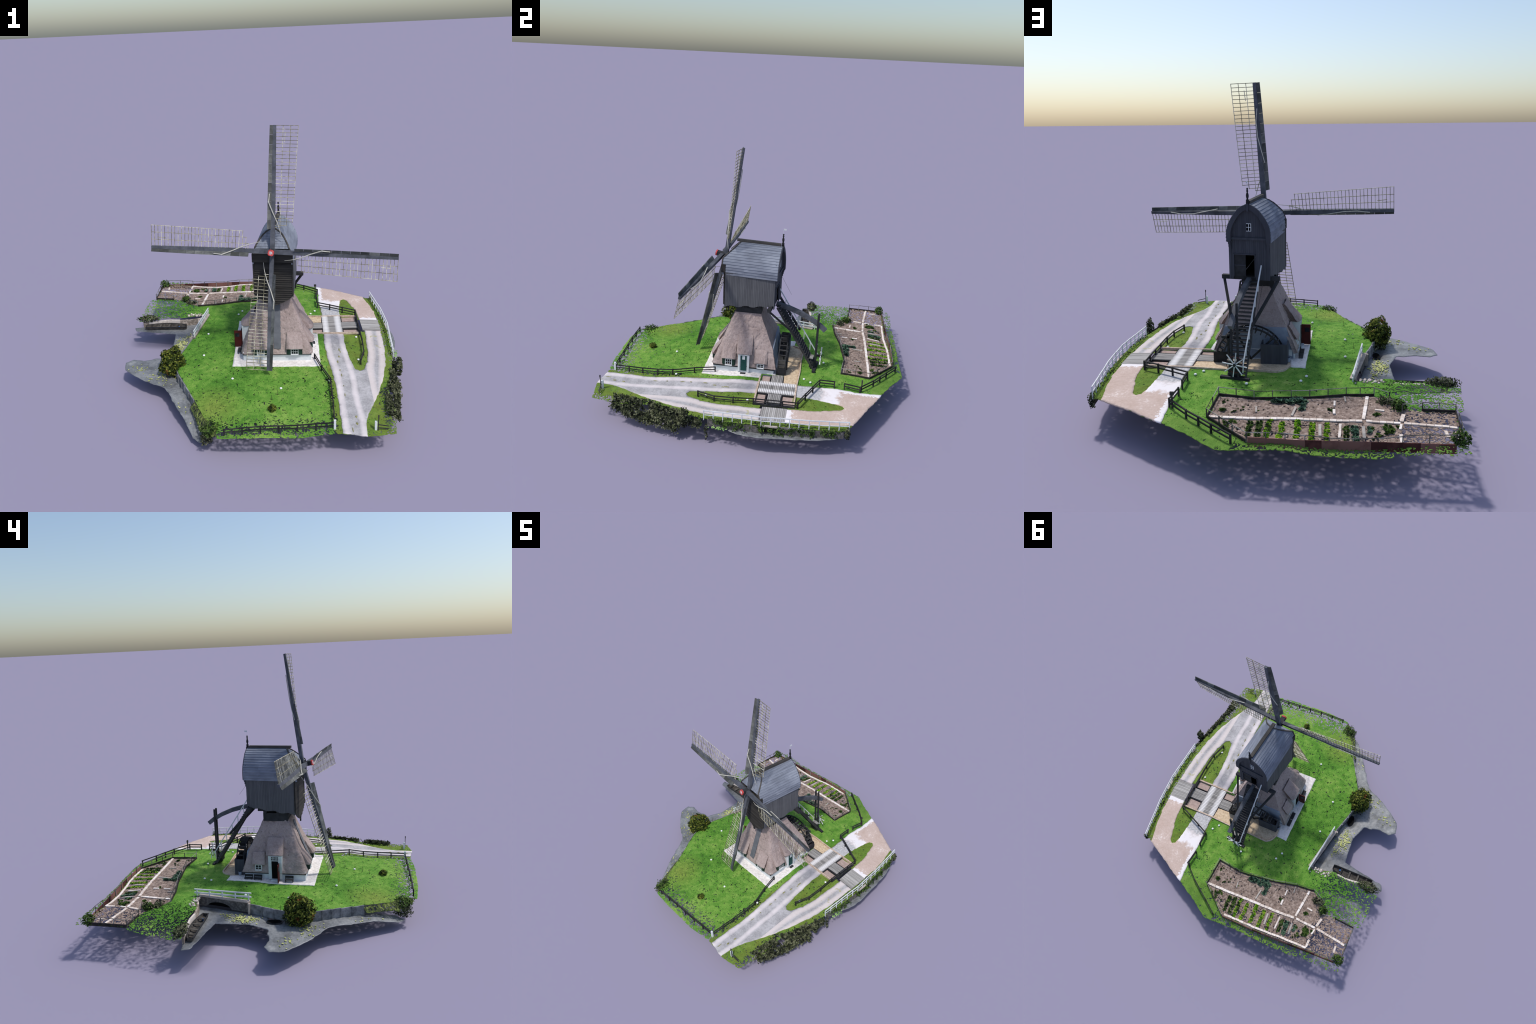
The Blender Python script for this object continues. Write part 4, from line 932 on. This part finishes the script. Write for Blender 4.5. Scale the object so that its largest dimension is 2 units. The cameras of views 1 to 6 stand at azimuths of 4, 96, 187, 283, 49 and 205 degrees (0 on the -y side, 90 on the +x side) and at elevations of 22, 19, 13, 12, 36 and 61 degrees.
# ---- roof with lapped boards on an arched section
PROF = [(.1185, .833), (.1195, .862), (.1185, .888), (.1100, .920), (.0945, .951), (.0720, .983), (.0545, 1.003), (.0300, 1.021), (0.0, 1.033)]
def arc_points(k):
    P = np.array(PROF); s = np.r_[0, np.cumsum(np.hypot(*np.diff(P, axis=0).T))]; t = np.linspace(0, s[-1], k + 1)
    return list(zip(np.interp(t, s, P[:, 0]), np.interp(t, s, P[:, 1])))
def half(z): P = np.array(PROF); return float(np.interp(z, P[:, 1], P[:, 0]))
def front_edge(z): return -.190 if z < .938 else -.190 + (z - .938) / (1.033 - .938) * .098
ROOF = empty("roof", T(0, 0, .84), BUCK)
NC = 14; AP = arc_points(NC)
for s in (-1, 1):
    for i in range(NC):
        (w0, z0), (w1, z1) = AP[i], AP[i + 1]
        nx_, nz_ = (z1 - z0), (w0 - w1); L = math.hypot(nx_, nz_); nx_, nz_ = nx_ / L, nz_ / L
        lap = .0042; f0, f1 = front_edge(z0), front_edge(z1); yr = .180; cuts = [0, random.uniform(.25, .45), random.uniform(.6, .8), 1]
        for c0, c1 in zip(cuts[:-1], cuts[1:]):
            e = .0003 if c1 < 1 else 0; b = MB(); V = []
            j = random.uniform(-.0003, .0004)
            for (w, z, h, fr) in ((w0, z0 - .001, lap + j, f0), (w1, z1, .0008 + j, f1)):
                for c in (c0, c1):
                    y = fr + (yr - fr) * c - (e if c == c1 else 0)
                    V.append(T(s * (w + nx_ * h), y, z + nz_ * h)); V.append(T(s * (w - nx_ * .004), y, z - nz_ * .004))
            b.add(V, [(0, 2, 6, 4), (1, 5, 7, 3), (0, 1, 3, 2), (4, 6, 7, 5), (0, 4, 5, 1), (2, 3, 7, 6)]); b.obj("roof_board", "roof", ROOF)
NH = 8
for i in range(NH):
    z0 = .936 + (1.030 - .936) * i / NH; z1 = .936 + (1.030 - .936) * (i + 1) / NH; w0, w1 = half(z0) + .002, half(z1) + .001
    y0, y1 = front_edge(z0), front_edge(z1); b = MB()
    b.add([T(-w0, y0 - .005, z0 - .001), T(w0, y0 - .005, z0 - .001), T(w1, y1 - .001, z1), T(-w1, y1 - .001, z1), T(-w0, y0 + .004, z0 - .004), T(w0, y0 + .004, z0 - .004), T(w1, y1 + .004, z1), T(-w1, y1 + .004, z1)],
          [(0, 1, 2, 3), (7, 6, 5, 4), (0, 4, 5, 1), (1, 5, 6, 2), (2, 6, 7, 3), (3, 7, 4, 0)]); b.obj("hip_board", "roof", ROOF)
b = MB()
for s in (-1, 1):
    zz = np.linspace(.86, 1.031, 12)
    for a0, a1 in zip(zz[:-1], zz[1:]): b.beam(T(s * (half(a0) + .002), front_edge(a0) - .003, a0 + .002), T(s * (half(a1) + .002), front_edge(a1) - .003, a1 + .003), .008, .006, (0, 0, 1))
b.obj("hip_trim", "ridge", ROOF)
b = MB(); b.beam(T(0, -.126, 1.041), T(0, .168, 1.040), .022, .014); b.obj("ridge_beam", "ridge", ROOF)
# rear gable: boarded field, arched barge board, tie band, brackets, window, finial
for i in range(18):
    x0 = -.108 + .216 * i / 18; x1 = x0 + .0116; xm = (x0 + x1) / 2; P = np.array(PROF[::-1])
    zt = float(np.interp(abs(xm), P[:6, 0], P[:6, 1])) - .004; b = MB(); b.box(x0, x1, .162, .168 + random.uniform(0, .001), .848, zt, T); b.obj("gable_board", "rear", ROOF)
V = []; F = []; pr = arc_points(24); ring_ = [(-w, z) for w, z in pr] + [(w, z) for w, z in pr[::-1][1:]]
for y in (.166, .186):
    for w, z in ring_: V.append(T(w, y, z + .001)); V.append(T(w * .80, y, .835 + (z - .835) * .86))
m = len(ring_)
for i in range(m - 1):
    a, c = 2 * i, 2 * m + 2 * i
    F += [(c, c + 1, c + 3, c + 2), (a, a + 2, a + 3, a + 1), (a, c, c + 2, a + 2), (a + 1, a + 3, c + 3, c + 1)]
F += [(0, 1, 2 * m + 1, 2 * m), (2 * m - 2, 4 * m - 2, 4 * m - 1, 2 * m - 1)]
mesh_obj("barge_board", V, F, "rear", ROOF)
b = MB(); b.box(-.106, .106, .165, .176, .842, .854, T); b.box(-.118, -.098, .165, .184, .830, .848, T); b.box(.098, .118, .165, .184, .830, .848, T)
for s in (-1, 1):
    for k in range(4): b.box(s * .098, s * (.112 - .001 * k), .165, .180 - .004 * k, .770 + .016 * (3 - k), .785 + .016 * (3 - k), T)
b.box(-.006, .006, .176, .191, .995, 1.035, T); b.obj("gable_trim", "rear", ROOF)
b = MB(); b.box(-.012, .012, .168, .1695, .890, .928, T); b.obj("gable_pane", "black", ROOF)
b = MB()
for x in (-.0125, 0): b.box(x - .0014, x + .0014, .168, .1725, .888, .929, T)
for z in (.889, .909, .928): b.box(-.0135, .0125, .168, .172, z - .0013, z + .0013, T)
b.obj("gable_window", "white", ROOF)
fz = [(1.03, .009), (1.054, .0085), (1.058, .004), (1.063, .006), (1.074, .0082), (1.084, .0068), (1.093, .0034), (1.099, .0062), (1.105, .0036), (1.112, .006), (1.116, .0015)]
b = MB(); b.tube([T(0, .181, z) for z, r in fz], [r for z, r in fz], 8); b.obj("finial", "dark", ROOF, True)
b = MB(); b.tube([T(0, .181, 1.11), T(0, .181, 1.152)], .0008, 4); b.box(-.0008, .0008, .181, .199, 1.140, 1.150, T); b.obj("weather_vane", "white", ROOF)

# ---- windshaft, poll end and four sails
HUB = Vector((.119, -.303, .933))
UP = Vector((.0506, .2018, .978)).normalized(); RT_ = Vector((.994, -.1026, -.036)); RT_ = (RT_ - UP * RT_.dot(UP)).normalized(); NF = RT_.cross(UP).normalized()
if NF.y > 0: NF = -NF
b = MB(); b.tube([HUB - NF * .004, HUB - NF * .025, HUB - NF * .10, HUB - NF * .16], [.015, .017, .018, .014], 10); b.obj("windshaft", "dark", BUCK)
SW = empty("sail_cross", HUB, MILL)
b = MB(); b.box(-.015, .015, -.015, .015, -.070, .012, lambda x, y, z: tuple(HUB + RT_ * x + UP * y + NF * z)); b.obj("poll_end", "dark", SW)
b = MB(); n = 16; pts = []
for zz, r in ((.010, .0195), (.019, .0195)):
    for k in range(n):
        a = 2 * math.pi * (k + .5) / n; q = r / max(abs(math.cos(a)), abs(math.sin(a))) * .86 if k % 2 else r
        pts.append(tuple(HUB + RT_ * (math.cos(a) * q) + UP * (math.sin(a) * q) + NF * zz))
b.add(pts, [tuple(range(n, 2 * n))[::1], tuple(range(n))[::-1]] + [(k, (k + 1) % n, (k + 1) % n + n, k + n) for k in range(n)]); b.obj("poll_disc", "red", SW)
b = MB()
for k in range(8):
    a = k * math.pi / 4; dd = RT_ * math.cos(a) + UP * math.sin(a); b.beam(HUB + NF * .0195, HUB + dd * .0135 + NF * .0195, .0045, .001, NF, .0008)
b.obj("poll_star", "white", SW)
LEN = .734
def frac(r): return min(1, max(0, (r - .14) / (LEN - .14)))
def twist(r): return math.radians(10 - 13 * frac(r))            # lattice: slight weather twist
def pitch(r): return math.radians(46 - 26 * frac(r))            # wind boards lean forward of the stock
def cone(r, k): return -(.022 if k % 2 else .047) * (1 - r / LEN) - .005   # stocks dish forward; the level stock lies in front
for k in range(4):
    a = math.pi / 2 * k; ARM = UP * math.cos(a) + RT_ * math.sin(a); CW = RT_ * math.cos(a) - UP * math.sin(a)   # lattice lies clockwise of its arm
    def S(r, w, n=0.0, k=k):
        t = twist(r) if w > 0 else pitch(r)
        return HUB + ARM * r + CW * (w * math.cos(t)) + NF * (cone(r, k) + n - w * math.sin(t))
    SA = empty("sail", HUB + ARM * .4, SW)
    b = MB(); b.beam(S(.0, 0), S(.30, .002), .026, .024, NF, .024, .022); b.beam(S(.30, .002), S(LEN, .002), .024, .022, NF, .017, .014); b.obj("sail_stock", "stock", SA)
    nbd = 11
    for i in range(nbd):
        r0 = .136 + (LEN - .136) * i / nbd; r1 = .136 + (LEN - .136) * (i + 1) / nbd - .0012; b = MB()
        wd = lambda r: -.042 + .016 * (r - .136) / .6
        V = [S(r0, -.007, .004), S(r1, -.007, .004), S(r1, wd(r1), .004), S(r0, wd(r0), .004)]
        b.add([tuple(p) for p in V] + [tuple(p - NF * .004) for p in V], [(0, 1, 2, 3), (7, 6, 5, 4)] + [(i2, i2 + 4, (i2 + 1) % 4 + 4, (i2 + 1) % 4) for i2 in range(4)]); b.obj("wind_board", "windboard", SA)
    def width(r): return .117 + .020 * (r - .17) / .56
    NB = 28
    for i in range(NB):
        r = .178 + (LEN - .002 - .178) * i / (NB - 1); bar("lattice_bar", "lattice", S(r, -.004), S(r, width(r) + .002), .0029, .0026, SA, NF)
    for r, fr in ((.157, .70), (.143, .40)): bar("lattice_bar", "lattice", S(r, -.004), S(r, .118 * fr), .0029, .0026, SA, NF)
    for fr, rs in ((.37, .140), (.69, .154), (1.0, .175)):
        b = MB(); rr = np.linspace(rs, LEN, 14)
        for r0, r1 in zip(rr[:-1], rr[1:]): b.beam(S(r0, width(r0) * fr, -.001), S(r1, width(r1) * fr, -.001), .0028, .0026, NF)
        b.obj("lattice_lath", "lattice", SA)
    bar("lattice_bar", "lattice", S(.64, .060), S(.695, .064), .003, .003, SA, NF)
    b = MB(); b.tube([S(.345, -.024, .010), S(.295, -.030, .012), S(.235, .0, .016), S(.178, .026, .012), S(.12, .045, .004), S(.075, .055, -.01)], [.003, .0036, .0036, .003, .0018, .0012], 6); b.obj("sail_rope", "rope", SA)
    b = MB(); b.tube([S(.30, -.026, -.016), S(.37, -.012, -.018), S(.45, .004, -.017), S(.53, .006, -.017), S(.60, -.004, -.015)], .0028, 5); b.obj("sail_rope", "rope", SA)

# ---- tail: crossbeam, stairs, tail beam, posts, capstan wheel, braces
TAIL = empty("tail", T(0, .3, .18), MILL)
b = MB(); b.beam(T(-.158, .142, .632), T(.160, .142, .632), .024, .022); b.obj("cross_beam", "dark", TAIL)
top = Vector(T(0, .176, .628)); foot = Vector(T(-.002, .452, .186)); lx = Vector((ca, sa, 0))
for s in (-1, 1):
    b = MB(); b.beam(top + lx * s * .050 - Vector((0, 0, .014)), foot + lx * s * .046 - Vector((0, 0, .004)), .006, .014); b.obj("stair_string", "stair", TAIL)
NS = 25
for i in range(NS):
    p = top.lerp(foot, (i + .5) / NS); w = .050 - .004 * i / NS
    bar("stair_tread", "stair", p - lx * w, p + lx * w, .021, .0040, TAIL)
hr0 = Vector((.094, .118, .706)); hr1 = Vector((.150, .412, .262))
b = MB(); b.beam(hr0, hr1, .006, .006); b.obj("hand_rail", "white", TAIL)
for i in range(6):
    q = hr0.lerp(hr1, .16 + .80 * i / 5); bar("hand_rail_post", "white", q, q - Vector((-.004, 0, .058)), .005, .005, TAIL, (0, 1, 0))
tb_ = [(.160, .624), (.24, .608), (.32, .583), (.40, .547), (.46, .511), (.502, .477)]
b = MB()
for (y0, z0), (y1, z1) in zip(tb_[:-1], tb_[1:]): b.beam(T(.004, y0, z0), T(.006, y1 + .002, z1 - .001), .024, .028)
b.obj("tail_beam", "stock", TAIL)
for s in (-1, 1):
    b = MB(); q = Vector(T(.004 + s * .016, .452, 0)); b.beam((q.x, q.y, .19), (q.x, q.y, .584), .010, .012, (0, 1, 0)); b.obj("tail_post", "dark", TAIL)
b = MB(); b.beam(T(-.070, .458, .191), T(.082, .452, .193), .020, .012); b.obj("foot_beam", "dark", TAIL)
b = MB(); b.beam(T(-.006, .428, .272), T(.05, .428, .276), .024, .006); b.obj("tail_platform", "fence_thin", TAIL)
b = MB(); b.beam(T(-.02, .43, .225), T(.04, .43, .225), .03, .05); b.obj("capstan_body", "dark", TAIL)
CW0 = Vector(T(-.004, .486, .276)); ny = Vector((-sa, ca, 0))
b = MB(); b.tube([CW0 - ny * .04, CW0 + ny * .006], .008, 10); b.obj("capstan_hub", "dark", TAIL)
for i in range(8):
    a = i * math.pi / 4 + .14; dd = lx * math.cos(a) + Vector((0, 0, 1)) * math.sin(a); bar("capstan_spoke", "white", CW0 + dd * .004, CW0 + dd * .064, .0045, .0045, TAIL, ny)
b = MB(); pts = [CW0 - ny * .003 + (lx * math.cos(2 * math.pi * i / 32) + Vector((0, 0, 1)) * math.sin(2 * math.pi * i / 32)) * .042 for i in range(33)]; b.tube(pts, .0016, 5); b.obj("capstan_ring", "reddoor", TAIL)
for s in (-1, 1):
    b = MB(); b.beam(T(s * .150, .142, .625), T(s * .052, .325, .425), .013, .012); b.obj("tail_brace", "dark", TAIL)
b = MB(); b.tube([(.094, .132, .789), (.164, .204, .700)], .0008, 4); b.tube([T(-.07, .17, .60), T(-.045, .44, .20)], .0012, 4); b.obj("tail_rope", "fence_thin", TAIL)

# ---- scoop wheel and its wooden housings on the north side
SWH = empty("scoop_wheel", (.15, .178, .19), MILL); WC = Vector((.150, 0, .203)); RW_ = .182
for y in (.154, .203):
    b = MB(); pts = [WC + Vector((math.cos(t) * RW_, y, math.sin(t) * RW_)) for t in np.linspace(.0, math.pi, 30)]
    for p, q in zip(pts[:-1], pts[1:]): b.beam(p, q, .007, .008, (0, 0, 1) if abs((q - p).normalized().z) < .9 else (1, 0, 0))
    b.obj("wheel_rim", "dark", SWH)
for t in np.linspace(.08, math.pi - .08, 17):
    d_ = Vector((math.cos(t), 0, math.sin(t))); p = WC + Vector((0, .1785, 0)) + d_ * (RW_ - .026); q = WC + Vector((0, .1785, 0)) + d_ * (RW_ + .004)
    bar("scoop_board", "stair", p, q, .046, .005, SWH, (-math.sin(t), 0, math.cos(t)))
for t in (1.1, 2.35):
    d_ = Vector((math.cos(t), 0, math.sin(t))); bar("wheel_spoke", "dark", WC + Vector((0, .178, 0)), WC + Vector((0, .178, 0)) + d_ * RW_, .010, .008, SWH, (0, 1, 0))
b = MB(); t = .006
for x0, x1, y0, y1 in ((-.050, .092, .202, .208), (-.050, -.044, .140, .2015), (.086, .092, .140, .2015)): b.box(x0, x1, y0, y1, .178, .300)
b.obj("wheel_box", "slate_dark" if "slate_dark" in MT else "rear", SWH)
b = MB(); b.box(.250, .346, .204, .210, .176, .250); b.box(.340, .346, .146, .2035, .176, .235); b.obj("wheel_trough", "dark", SWH)
b = MB(); b.beam((.265, .208, .18), (.262, .208, .352), .012, .012, (0, 1, 0)); b.beam((.20, .209, .335), (.30, .209, .335), .010, .012); b.beam((.285, .215, .26), (.25, .212, .34), .008, .008); b.obj("sluice_frame", "dark", SWH)
